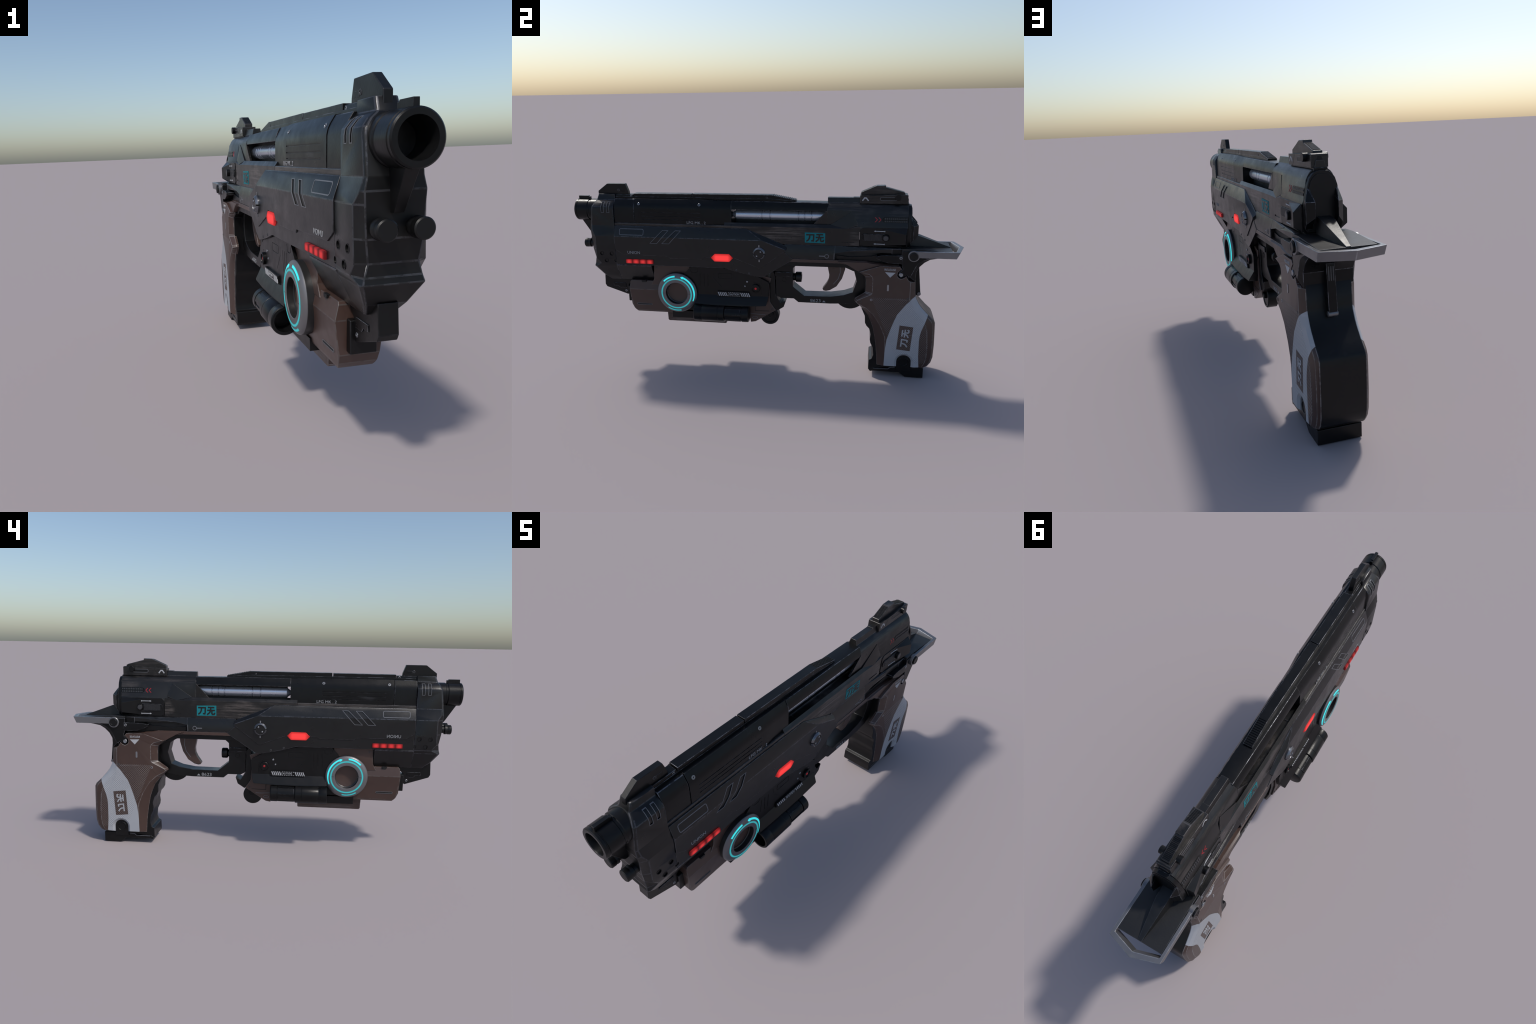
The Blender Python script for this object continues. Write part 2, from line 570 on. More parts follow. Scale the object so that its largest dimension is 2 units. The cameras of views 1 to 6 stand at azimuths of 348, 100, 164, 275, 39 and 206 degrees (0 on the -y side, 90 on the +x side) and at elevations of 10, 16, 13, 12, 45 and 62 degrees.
# =====================================================================
#  BARREL AND MUZZLE
# =====================================================================
AX = 0.834
barrel = lathe("barrel", [
    (0.0, -0.918), (0.0375, -0.918), (0.0390, -0.926), (0.0405, -0.996), (0.0420, -1.0), (0.0535, -1.0), (0.0570, -0.9965),
    (0.0570, -0.9880), (0.0555, -0.9868), (0.0555, -0.9840), (0.0575, -0.9828), (0.0575, -0.931),
    (0.0545, -0.928), (0.0545, -0.920), (0.0570, -0.917), (0.0570, -0.840), (0.0, -0.840)], 'y', (0, 0, AX), GUN, None, 64, smooth=25)
plate("muzzle_rib", [(-0.990, 0.885), (-0.990, 0.9075), (-0.935, 0.9075), (-0.933, 0.903), (-0.925, 0.903), (-0.925, 0.885)], 0.0068, BLACK, barrel, bevel=0.001)
hull("barrel_strut", [(sx * w, y, z) for sx in (-1, 1) for (w, y, z) in
     ((.0155, -.982, .783), (.0155, -.86, .80), (.0125, -.930, .700), (.0115, -.922, .690), (.0125, -.86, .690))], KNOB, barrel, bevel=0.0015)

# =====================================================================
#  FRONT FRAME (block the barrel leaves through)
# =====================================================================
YB = -0.7765
rows = [  # z, x at front edge, y front edge, x at flank, y where flank starts
    (0.9225, .0215, -.8680, .0265, -.8630), (0.8930, .0235, -.8795, .0285, -.8740), (0.8880, .0300, -.8830, .0355, -.876),
    (0.8780, .0440, -.8900, .0500, -.8830), (0.8620, .0575, -.8985, .0635, -.8900), (0.8480, .0610, -.9015, .0660, -.8935),
    (0.7630, .0620, -.9105, .0665, -.9020), (0.7350, .0680, -.9120, .0745, -.8990), (0.7080, .0665, -.9100, .0825, -.8825),
    (0.6370, .0640, -.9080, .0825, -.8830), (0.5850, .0570, -.9000, .0825, -.8850), (0.5560, .0660, -.9020, .0810, -.8600),
    (0.5400, .0700, -.9060, .0755, -.8960), (0.4880, .0470, -.8690, .0515, -.8620), (0.4570, .0325, -.8355, .0365, -.8300)]
bm = bmesh.new()
R = []
for z, xf, yf, xs, ys in rows:
    half = [(xf, yf), (xs, ys), (xs, YB)]
    pts = half + [(-a, b) for a, b in reversed(half)]
    R.append([bm.verts.new((a, b, z)) for a, b in pts])
for a, b in zip(R, R[1:]):
    for i in range(6):
        j = (i + 1) % 6
        bm.faces.new((a[i], a[j], b[j], b[i]))
bm.faces.new(R[0]); bm.faces.new(R[-1])
def lower_facets(e):
    return max(v.co.z for v in e.verts) < .765 and e.verts[0].co.y < -.78
front = finish(bm, "front_frame", NOSE, None, bevel=0.0, smooth=24, extra=lower_facets)
def flank_x(z):                                   # flank of the frame at height z
    for (z0, _, _, x0, _), (z1, _, _, x1, _) in zip(rows, rows[1:]):
        if z1 <= z <= z0:
            return x0 + (x1 - x0) * (z - z0) / (z1 - z0)
    return rows[0][3]
cut = []
for y in (-0.836, -0.8055):                      # two upright slots over the shoulder
    b2 = bmesh.new()
    prev = None
    for z in (.8310, .8480, .8620, .8700, .8780, .8850):
        xx = flank_x(z)
        q = [b2.verts.new(p) for p in ((xx - .0026, y - .0060, z), (xx + .02, y - .0070, z + .012), (xx + .02, y + .0070, z + .012), (xx - .0026, y + .0060, z))]
        if prev:
            for k in range(4):
                b2.faces.new((prev[k], prev[(k + 1) % 4], q[(k + 1) % 4], q[k]))
        else:
            b2.faces.new(q)
        prev = q
    b2.faces.new(prev)
    cut += both(finish(b2, "cutter", GUN, None, bevel=0, mirror=True))
def hole_cutters():
    c = []
    for y, z in ((-.853, .613), (-.799, .613), (-.831, .5745), (-.777, .575)):
        c += both(disc("cutter", .0090, .0785, .10, (y, z), GUN, None, mirror=True))
    return c
add_bevel(front, 0.0024, 2, False)
apply_mods(front, 24, lower_facets)
carve(front, cut + hole_cutters(), 24, lower_facets)
front.data.materials.append(KNOB)                # forward faces blackened: ambient occlusion baked into the colour
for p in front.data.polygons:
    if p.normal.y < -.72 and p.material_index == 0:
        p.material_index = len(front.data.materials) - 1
def surface_ribbon(name, pts, w, xf, mat, parent, h=.0006):
    """closed thin line lying on a bent flank whose height is xf(z)"""
    b3 = bm_ribbon(pts, w, 0, 1, True)
    for v in b3.verts:
        v.co.x = xf(v.co.z) + (h if v.co.x > .5 else -.0012)
    return finish(b3, name, mat, parent, bevel=0)
for y in (-0.836, -0.8055):
    zz = [.8310, .8480, .8620, .8700, .8780, .8850]
    w1 = .0068
    both((lambda o: (o, twin(o)))(surface_ribbon("shoulder_slot_rim", [(y - w1, z) for z in zz] + [(y + w1, z) for z in reversed(zz)], .0018, flank_x, LINE, front)))
for y, z in ((-.853, .613), (-.799, .613), (-.831, .5745)):
    both(lathe("vent_rim", [(.0093, .080), (.0113, .080), (.0113, .0832), (.0093, .0832)], 'x', (0, y, z), GUN, front, 28, True, mirror=True))

# chin: the lower body behind it, drawn in towards the keel
chin = loft("chin", [(YB - .0005, [(0, .5545), (.0815, .5545), (.0815, .5500), (.0355, .4572), (0, .4572)]),
                     (-0.583, [(0, .5545), (.0815, .5545), (.0815, .5500), (.0355, .4592), (0, .4592)])], ARMOR, front, bevel=.0023)
# bracket under the chin
bracket = plate("chin_bracket", [(-.876, .492), (-.880, .420), (-.872, .406), (-.752, .366), (-.7445, .372), (-.743, .424), (-.70, .455), (-.70, .49)], .0242, BLACK, None, bevel=.002)
both(prism("bracket_latch", [(-.83, .432), (-.76, .432), (-.758, .405), (-.795, .405), (-.803, .415), (-.83, .415)], .022, .027, GUN, bracket, bevel=.001, mirror=True))
screw("bracket_screw", .0242, (-.7605, .387), .0062, SCREW, bracket)
box("chin_plug", (-.0345, .0345), (-.7445, -.712), (.332, .418), BLACK, bracket, bevel=.003)
for s in (-1, 1):
    lathe("front_knob", [(0, -.958), (.0205, -.958), (.0235, -.955), (.0235, -.940), (.0225, -.938), (.0225, -.935), (.0235, -.933), (.0235, -.925), (.018, -.922), (.018, -.895), (0, -.895)],
          'y', (.040 * s, 0, .660), KNOB, front, 40)

# =====================================================================
#  SLIDE (upper shroud) WITH TOP RAIL AND FRONT SIGHT
# =====================================================================
def sl(top, k=1.0, bottom=.776, wb=.0595):
    """half section of the slide: flat roof, crease, sloping shoulder rolling into the flank"""
    return [(0, top - .0015), (.0215, top - .0015), (.0350 * k, top - .0030), (.0475 * k, top - .0215), (.0545 * k, top - .0350), (.0580 * k, top - .0500), (wb, bottom), (0, bottom)]
nose = loft("slide_nose", [(-.7755, sl(.9025, .975, .776, .0583)), (-.6660, sl(.9025, .975, .776, .0583))], GUN, None, bevel=.0021)
shroud = loft("slide_shroud", [
    (-.6640, sl(.904)), (-.3050, sl(.904)), (-.2350, sl(.901, .895, .776, .0535)), (-.1500, sl(.900, .87, .776, .0525))], GUN, None, bevel=.0)
cut = []
for z in (.8355, .8165, .7995):                   # cooling slits
    cut += both(layers("cutter", [(.0566, rrect(-.624, -.310, z - .0017, z + .0017, .001)), (.066, rrect(-.626, -.308, z - .0026, z + .0024, .001))], GUN, None, bevel=0, mirror=True))
carve(shroud, cut)
add_bevel(shroud, .0022)
def br(top, k):
    return [(0, top - .001), (.0215, top - .001), (.0335 * k, top - .0025), (.0430 * k, top - .0185), (.0475 * k, top - .0310), (.0495 * k, .8558), (.042 * k, .8558), (.035, .868), (0, .868)]
bridge = loft("slide_bridge", [(-.1505, br(.900, 1.0)), (.0600, br(.899, .985)), (.3400, br(.896, .95))], GUN, None, bevel=.0015)
box("action_core", (-.006, .006), (-.134, .42), (.77, .88), PIT, bridge, bevel=0)
for y in (-.6395, -.3150):
    sc = screw("shroud_screw", 0.0, (0.0, 0.0), .0072, SCREW, shroud, False)     # lies flush on the sloping shoulder
    sc.data.transform(Matrix.Translation((.0503, y, .8770)) @ Matrix.Rotation(math.radians(-27), 4, 'Y'))
    twin(sc)
rail = loft("top_rail", [(-.7755, [(0, .9095), (.0205, .9095), (.0215, .898), (0, .898)]), (.050, [(0, .9095), (.0205, .9095), (.0215, .893), (0, .893)]),
                         (.1785, [(0, .8995), (.0205, .8995), (.0212, .890), (0, .890)])], GUN, None, bevel=.0012)
loft("rail_cover", [(-.3575, [(0, .9275), (.0195, .9275), (.0203, .9085), (0, .9085)]), (.0560, [(0, .9275), (.0195, .9275), (.0203, .905), (0, .905)]),
                    (.1785, [(0, .9045), (.0195, .9045), (.0203, .8965), (0, .8965)])], GUN, rail, bevel=.0015)
loft("rail_cover", [(-.6735, [(0, .9255), (.0195, .9255), (.0203, .9085), (0, .9085)]), (-.3625, [(0, .9265), (.0195, .9265), (.0203, .9085), (0, .9085)])], GUN, rail, bevel=.0015)
loft("rail_step", [(YB + .0005, [(0, .9205), (.0165, .9205), (.0185, .9085), (0, .9085)]), (-.6785, [(0, .9205), (.0165, .9205), (.0185, .9085), (0, .9085)])], GUN, rail, bevel=.0012)
N = 13
for i in range(N):                                # thumb serrations on the rear ramp
    y = .063 + (.172 - .063) * i / (N - 1)
    z = .9275 - (y - .056) / (.1785 - .056) * (.9275 - .9045)
    hull("rail_serration", [(x, y + d, z + h) for x in (-.0165, .0165) for d, h in ((-.0030, -.003), (.0030, -.003), (-.0015, .0026), (.0012, .0022))], GUN, rail, bevel=0)
both(screw("rail_screw", .0175, (-.690, .9125), .0055, SCREW, rail))
both(screw("rail_screw", .0196, (.030, .9140), .0052, DSCREW, rail))

fs = plate("front_sight", [(-.874, .9045), (-.874, .9355), (-.8215, .9745), (-.7220, .9745), (-.7070, .9330), (-.7055, .9200), (-.76, .9175), (-.866, .9175)], .0112, BLACK, None, bevel=.0021)
both(screw("sight_screw", .0110, (-.760, .941), .0072, DSCREW, fs))
both(prism("sight_inset", rrect(-.752, -.724, .931, .945, .002), .0105, .0118, GUN, fs, bevel=.0004, mirror=True))

# bolt carrier seen through the ejection window
BZ = .8225
prof = [(0, -.152), (.010, -.152), (.0255, -.130)]
for g in (.004, .046, .190, .2215, .2555):
    prof += [(.0262, g - .0048), (.0272, g - .0040), (.0272, g - .0026), (.0225, g - .0022), (.0225, g + .0022), (.0272, g + .0026), (.0272, g + .0040), (.0262, g + .0048)]
prof += [(.0262, .40), (0, .40)]
bolt = lathe("bolt_carrier", prof, 'y', (0, 0, BZ), STEEL, None, 48, smooth=20)

# =====================================================================
#  RECEIVER
# =====================================================================
receiver = loft("receiver", [(YB + .0005, [(0, .7772), (.0600, .7772), (.0622, .7750), (.0640, .7000), (0, .7000)]),
                             (-.186, [(0, .7772), (.0610, .7772), (.0635, .7750), (.0650, .6895), (0, .6895)])], SCUFF, None, bevel=.001)
cheek = loft("receiver_cheek", [(-.1855, [(0, .7600), (.0430, .7600), (.0530, .7905), (.0640, .7755), (.0655, .6880), (0, .6880)]),
                                (.355, [(0, .7600), (.0430, .7600), (.0540, .7915), (.0650, .7760), (.0662, .6880), (0, .6880)]),
                                (.430, [(0, .7600), (.0430, .7600), (.0540, .7840), (.0655, .7740), (.0662, .6880), (0, .6880)]),
                                (.4945, [(0, .7600), (.0430, .7600), (.0580, .7900), (.0658, .7860), (.0662, .6900), (0, .6900)])], SCUFF, None, bevel=.0, smooth=20)
carve(cheek, both(prism("cutter", rrect(.408, .471, .7050, .7110, .001), .0635, .08, GUN, None, bevel=0, mirror=True)))
add_bevel(cheek, .0014)
def arch(lo=.76, x1=.0475, x2=.0490, x3=.0495):
    return [(0, .9195), (.0140, .9195), (.0195, .8965), (.0270, .8905), (.0345, .8850), (.0410, .8770), (.0450, .8690), (x1, .8600), (x2, .7940), (x3, .7840), (x3, lo), (0, lo)]
rear = loft("receiver_rear", [(.335, arch()), (.459, arch()), (.487, arch(.76, .0500, .0603, .0655)), (.7240, arch(.76, .0500, .0603, .0655))], SCUFF, receiver, bevel=.0014, smooth=32)
rear2 = loft("receiver_lower_rear", [(.4955, [(0, .784), (.0615, .784), (.0615, .690), (0, .690)]), (.7238, [(0, .784), (.0615, .784), (.0615, .690), (0, .690)])], BLACK, receiver, bevel=.001)
# window's slanted rear wall and the faceted shoulder above the ledge
both(prism("window_slant", [(.3355, .861), (.3355, .7845), (.2650, .7880)], .040, .0486, SCUFF, receiver, bevel=.0008, mirror=True))
def shoulder(s):
    return hull("receiver_shoulder", [(.044, .459, .852), (.0490, .459, .8600), (.0604, .487, .7945), (.0657, .430, .7745), (.0540, .355, .7915), (.044, .355, .79), (.044, .487, .786), (.058, .487, .787)], SCUFF, receiver, bevel=.0006)
sh = shoulder(1); twin(sh)

# rear cap and its two fins
def cap(k, lo):
    return [(0, .8905 * 1), (.0205, .8890), (.0345, .8795), (.0445, .8665), (.0525, .8420), (.0600, .7990), (.0640, .7760), (.0640, .7100), (.0560, .6935), (0, .6935)]
rc = loft("rear_cap", [(.7245, cap(1, 0)), (.7400, [(x * .965, z - .002 if z > .85 else z) for x, z in cap(1, 0)])], BLACK, receiver, bevel=.0016, smooth=30)
loft("rear_cap_face", [(.7395, [(0, .879), (.020, .877), (.032, .868), (.041, .855), (.049, .825), (.054, .79), (.054, .70), (0, .70)]),
                       (.7425, [(0, .879), (.020, .877), (.032, .868), (.041, .855), (.049, .825), (.054, .79), (.054, .70), (0, .70)])], BLACK, receiver, bevel=.001, smooth=30)
both(hull("rear_fin", [(.0620, .738, .802), (.0620, .738, .703), (.0630, .752, .792), (.0630, .752, .722), (.0385, .7765, .7945), (.0385, .7765, .7455),
                       (.0385, .738, .700), (.0385, .738, .81), (.0510, .738, .8365), (.0450, .738, .8365)], GUN, receiver, bevel=.0012, smooth=10, mirror=True))

# slide-lock housing flaring out at the back, with its ribbed shuttle
lb = prism("lock_housing", [(.4965, .771), (.508, .7835), (.724, .7835), (.724, .6935), (.512, .6915), (.4965, .701)], .055, .0690, BLACK, None, bevel=.0015, mirror=True)[0]
both(hull("lock_flare", [(.060, .598, .7832), (.060, .598, .6935), (.0692, .600, .7780), (.0692, .600, .6960), (.0715, .620, .757), (.0715, .620, .711),
                         (.0935, .7145, .7585), (.0935, .7145, .7095), (.0685, .7185, .7845), (.0685, .7185, .6930), (.060, .7235, .785), (.060, .7235, .693)], BLACK, lb, bevel=.0012, mirror=True))
sht = prism("lock_shuttle", rrect(.5035, .634, .7195, .7535, .016, 8), .067, .0725, GUN, lb, bevel=.0008, mirror=True)
for i in range(17):
    y = .5175 + .0052 * i
    both(box("shuttle_rib", (.0720, .0737), (y, y + .0027), (.7215, .7515), TOOTH, lb, bevel=0, mirror=True))
both(disc("lock_knob", .0160, .070, .0870, (.6205, .7365), GUN, lb, mirror=True))
both(disc("lock_knob_cap", .0120, .0865, .0880, (.6205, .7365), DSCREW, lb, ch=.0006, mirror=True))
for z in (.7675, .7035):                          # double-ended arrows
    for sgn in (1, -1):
        bm = bmesh.new()
        P = [(.5630, z), (.5720, z + .0042), (.5720, z + .0016), (.6140, z + .0016), (.6140, z + .0042), (.6230, z), (.6140, z - .0042), (.6140, z - .0016), (.5720, z - .0016), (.5720, z - .0042)]
        a = [bm.verts.new((.0685 * sgn, y, q)) for y, q in P]
        b = [bm.verts.new(((.0699 + max(0, (y - .590) * .105)) * sgn, y, q)) for y, q in P]
        for i in range(len(P)):
            j = (i + 1) % len(P)
            bm.faces.new((a[i], a[j], b[j], b[i]))
        bm.faces.new(a); bm.faces.new(b)
        finish(bm, "direction_arrow", WHITE, lb, bevel=0)

def tilt_x(z):                                   # flank of the rear receiver
    return .0500 + (.860 - z) / (.860 - .7940) * .0103
def slab(name, poly, h, mat, parent, base=-.002, mirror=True):
    bm = bmesh.new()
    a = [bm.verts.new((tilt_x(z) + base, y, z)) for y, z in poly]
    b = [bm.verts.new((tilt_x(z) + h, y, z)) for y, z in poly]
    for i in range(len(poly)):
        j = (i + 1) % len(poly)
        bm.faces.new((a[i], a[j], b[j], b[i]))
    bm.faces.new(a); bm.faces.new(b)
    return finish(bm, name, mat, parent, bevel=0, mirror=mirror)
both(slab("cocking_pad", [(.6000, .8220), (.6030, .830), (.6110, .8345), (.7235, .8345), (.7235, .8090), (.6110, .8090), (.6030, .8135)], .0009, GUN, receiver))
for i in range(12):
    for z in (.8255, .8130):
        y = .6125 + .0092 * i
        both(slab("cocking_tooth", [(y, z + .0052), (y + .0058, z + .0052), (y + .0058, z - .0018), (y, z - .0018)], .0026, TOOTH, receiver))
for y in (.5655, .5825):
    both(slab("red_chevron", [(y, .8330), (y + .0045, .8330), (y + .0150, .8215), (y + .0045, .8100), (y, .8100), (y + .0102, .8215)], .0007, REDP, receiver))

# teal plate with two brush characters
for s in (1, -1):
    k = prism("teal_plate", [(.2265, .7520), (.3275, .7500), (.3275, .6985), (.2265, .7000)], .0640 * s, .0667 * s, CYANP, cheek, bevel=.0003)
    glyphs("brush_characters", ARMOR, k, .0668, (.277, .7253), .0450, .0445, .0030, .0072, 0.0, s)

# =====================================================================
#  REAR SIGHT
# =====================================================================
rs = hull("rear_sight", [(sx * .0295, y, z) for sx in (-1, 1) for y, z in ((.4915, .896), (.4915, .934), (.7205, .896), (.7205, .938))] +
          [(sx * .0275, .712, .941) for sx in (-1, 1)], SCUFF, None, bevel=.0023)
box("sight_neck", (-.024, .024), (.500, .728), (.882, .8965), GUN, rs, bevel=.0015)
box("sight_neck_rail", (-.0145, .0145), (.46, .52), (.90, .922), SCUFF, rs, bevel=.001)
wedge = plate("rear_sight_blade", [(.4960, .9335), (.4960, .9475), (.5700, .9805), (.6135, .9815), (.6150, .9725), (.7050, .9485), (.7080, .9360)], .0168, SCUFF, rs, bevel=.0021)
for i in range(12):
    y = .503 + .0052 * i
    z = .9475 + (y - .496) * (.033 / .074)
    hull("sight_rib", [(x, y + d, z + d * .446 + h) for x in (-.0128, .0128) for d, h in ((-.0012, -.002), (.0012, -.002), (-.0009, .0016), (.0009, .0016))], GUN, wedge, bevel=0)
for i in range(15):
    y = .622 + .0054 * i
    z = .9725 - (y - .615) * (.024 / .09)
    hull("sight_rib", [(x, y + d, z - d * .267 + h) for x in (-.0128, .0128) for d, h in ((-.0012, -.002), (.0012, -.002), (-.0009, .0016), (.0009, .0016))], GUN, wedge, bevel=0)
both(disc("windage_knob", .0148, .025, .0435, (.6730, .9280), GUN, rs, mirror=True))
both(ribbon("windage_slot", rrect(.588, .668, .9115, .9265, .007, 5), .0016, .0280, .0304, LINE, rs, True, mirror=True))
both(prism("windage_track", rrect(.590, .666, .9130, .9250, .006, 5), .0280, .0299, BLACK, rs, bevel=0, mirror=True))
both(ribbon("sight_mark", [(.5035, .9085), (.5135, .9225), (.5215, .9225), (.5325, .9085)], .0058, .0280, .0300, WHITE, rs, mirror=True))
both(ribbon("sight_seam", [(.536, .897), (.558, .934)], .0012, .0280, .0298, BLACK, rs, mirror=True))
prism_pts = [(-.016, .907), (-.006, .932), (.006, .932), (.016, .907), (.010, .902), (-.010, .902)]
bm = bmesh.new()
a = [bm.verts.new((x, .718, z)) for x, z in prism_pts]; b = [bm.verts.new((x, .7215, z)) for x, z in prism_pts]
for i in range(6):
    bm.faces.new((a[i], a[(i + 1) % 6], b[(i + 1) % 6], b[i]))
bm.faces.new(a); bm.faces.new(b)
finish(bm, "sight_rear_badge", BLACK, rs, bevel=.0006)

# =====================================================================
#  ARMOUR HULL AND RAISED SIDE PANELS
# =====================================================================
low = [(YB + .0005, .5545), (-.188, .5545), (-.124, .5365), (-.034, .5175), (.007, .5110), (.0215, .5165), (.146, .597), (.1715, .6175)]
armor = layers("armour_hull", [
    (-.0815, low + [(.1620, .6210), (.130, .6490), (.008, .7060), (YB + .0005, .7060)]),
    (.0815, low + [(.1620, .6210), (.130, .6490), (.008, .7060), (YB + .0005, .7060)])], ARMOR, None, bevel=0)
add_bevel(armor, .0024, 2, False)
apply_mods(armor, 14)
carve(armor, hole_cutters(), 14)
loft("armour_shoulder", [(YB + .0005, [(0, .762), (.0655, .762), (.0810, .7075), (.0810, .700), (0, .700)]), (-.073, [(0, .762), (.0655, .762), (.0810, .7075), (.0810, .700), (0, .700)]),
     (.008, [(0, .730), (.0670, .730), (.0808, .7050), (.0810, .700), (0, .700)]), (.132, [(0, .68), (.0690, .680), (.0808, .655), (.0810, .652), (0, .652)])], ARMOR, armor, bevel=.001)
bot = [(-.7755, .638), (-.7330, .6115), (-.485, .6085), (-.478, .5985), (-.300, .5990), (-.292, .6078), (-.2610, .6085), (-.2370, .6325), (-.1585, .6330), (-.1360, .6110), (-.0010, .5600), (.0040, .5610), (.1270, .6530)]
P0 = [(-.7755, .7630), (-.7755, .709)] + bot + [(.1345, .6620), (.1390, .6765), (-.071, .7630)]
P1 = [(-.7755, .7090), (-.7755, .706)] + bot + [(.1340, .6600), (.1330, .6625), (.0120, .7080)]
panel = layers("side_panel", [(.060, P0), (.0668, P0), (.0855, P1)], ARMOR, None, bevel=0, smooth=12)
def facet_x(z): return .0668 + (.763 - z) / .054 * .0187 if z > .709 else .0855
cut = []
for y0, y1, wd in ((-.511, -.5795, .030), (-.443, -.5145, .029)):     # two raked slots that follow the bent surface
    bm = bmesh.new()
    prev = None
    for z in (.7445, .7090, .6770):
        y = y0 + (y1 - y0) * (.7445 - z) / .0675
        w = wd + (.0375 - wd) * (.7445 - z) / .0675
        q = [bm.verts.new(p) for p in ((facet_x(z) - .0031, y + .001, z), (.12, y, z), (.12, y + w, z), (facet_x(z) - .0031, y + w - .001, z))]
        if prev:
            for k in range(4):
                bm.faces.new((prev[k], prev[(k + 1) % 4], q[(k + 1) % 4], q[k]))
        else:
            bm.faces.new(q)
        prev = q
    bm.faces.new(prev)
    cut.append(finish(bm, "cutter", GUN, None, bevel=0))
add_bevel(panel, .0022, 2, False)
apply_mods(panel, 12)
carve(panel, cut, 12)
for y0, y1, wd in ((-.511, -.5795, .030), (-.443, -.5145, .029)):
    ym = y0 + (y1 - y0) * .0355 / .0675; wm = wd + (.0375 - wd) * .0355 / .0675
    surface_ribbon("slot_rim", [(y0, .7445), (ym, .7090), (y1, .6770), (y1 + .0375, .6770), (ym + wm, .7090), (y0 + wd, .7445)], .0022, facet_x, LINE, panel)
bm = bm_ribbon(rrect(-.746, -.615, .7180, .7480, .007, 4), .0028, 0, .001, True)
for v in bm.verts:
    v.co.x = facet_x(v.co.z) + (-.001 if v.co.x < .0005 else .0008)
finish(bm, "panel_badge_rim", LINE, panel, bevel=0)
hexa = [(-.2560, .6100), (-.2350, .6300), (-.1600, .6305), (-.1400, .6105), (-.1600, .5905), (-.2370, .5905)]
def inset(poly, k):
    cy = sum(p[0] for p in poly) / len(poly); cz = sum(p[1] for p in poly) / len(poly)
    return [(cy + (y - cy) * k, cz + (z - cz) * k) for y, z in poly]
layers("red_hexagon_lamp", [(.080, hexa), (.0855, hexa), (.0875, inset(hexa, .93))], REDH, panel, bevel=.0005)
bars = rrect(-.7195, -.5685, .5645, .5860, .003, 2)
layers("red_bar_lamp", [(.078, bars), (.0870, bars), (.0895, rrect(-.7175, -.5705, .5665, .5840, .003, 2))], REDB, panel, bevel=.0004)
dial = lathe("dial", [(.0330, .080), (.0330, .0895), (.0318, .0915), (.0262, .0975), (.0250, .0978), (.0244, .0965), (.0244, .080)], 'x', (0, -.003, .640), CHROME, panel, 56, True)
carve(dial, [box("cutter", (.070, .12), (-.003 + a, -.003 + b), (.6375, .6425), GUN, None, bevel=0) for a, b in ((.024, .040), (-.040, -.024))], 28)
disc("dial_face", .0242, .082, .0962, (-.003, .640), ARMOR, panel, 40)
for dy, dz in ((.009, .012), (-.011, -.011)):
    disc("dial_bright_dot", .0042, .096, .0985, (-.003 + dy, .640 + dz), SCREW, panel, 14)
for dz in (.0385, -.0385):
    prism("dial_tick", rrect(-.0058, -.0002, .640 + dz - .006, .640 + dz + .006, .0025, 3), .084, .0868, SCREW, panel, bevel=0)
prism("panel_slit", [(-.4745, .6035), (-.468, .5995), (-.306, .6000), (-.300, .6040)], .080, .0832, LINE, panel, bevel=0)
panel_b = twin(panel)
for c in list(panel.children):
    t = twin(c, panel_b)
    if c.scale[0] > 0:
        t.scale = (1, 1, 1)      # inherits the mirror from its parent
for y, z in ((-.124, .5470), (-.058, .5315)):
    both(screw("hull_screw", .0815, (y, z), .0052, DSCREW, armor))
text("union_lettering", "UNION", .0215, .0858, -.6725, .6235, DIMW, panel, 1, width=.069)
t = text("union_lettering", "UNION", .0215, .0858, -.6725, .6235, DIMW, panel, 1, width=.069)
t.parent = panel_b
for s in (1, -1):
    text("model_lettering", "LFG MK . 2", .0195, .0597, -.3325, .7850, DIMW, shroud, s, width=.100)

# =====================================================================
#  LOWER RAIL BEHIND THE ARMOUR, TRIGGER GUARD, TRIGGER
# =====================================================================
frame = loft("lower_rail", [(.1250, [(0, .688), (.0660, .688), (.0795, .651), (.0795, .617), (0, .617)]), (.3780, [(0, .688), (.0655, .688), (.0775, .651), (.0775, .617), (0, .617)])], ARMOR, None, bevel=.0021)
both(hull("rail_strip", [(.040, .377, .688), (.0655, .377, .688), (.0765, .377, .651), (.040, .377, .651), (.0765, .432, .664), (.040, .432, .664), (.0765, .548, .682), (.066, .548, .687), (.040, .548, .687)], ARMOR, frame, bevel=.001, mirror=True))
both(hull("rail_tail", [(.040, .43, .687), (.0655, .43, .687), (.0765, .432, .664), (.040, .432, .664), (.0790, .680, .684), (.0690, .70, .688), (.040, .72, .688), (.0790, .625, .669), (.0790, .665, .660), (.040, .70, .662)], ARMOR, frame, bevel=.001, mirror=True))
loft("frame_core", [(.377, [(0, .690), (.060, .690), (.060, .612), (0, .612)]), (.735, [(0, .690), (.060, .690), (.060, .600), (0, .600)])], PIT, frame, bevel=.001)
both(ribbon("rail_eye", arc_pts(.337, .635, .0095, 0, 360, 24)[:-1], .0030, .075, .0788, LINE, frame, True, mirror=True))
both(ribbon("rail_pointer", [(.299, .6355), (.326, .6350)], .0050, .075, .0786, LINE, frame, mirror=True))
both(ribbon("rail_end_line", [(.3725, .620), (.3735, .652)], .0022, .075, .0786, LINE, frame, mirror=True))
both(prism("sear_bar", [(.385, .640), (.45, .632), (.56, .640), (.60, .652), (.60, .615), (.385, .612)], .058, .066, BLACK, frame, bevel=.001, mirror=True))

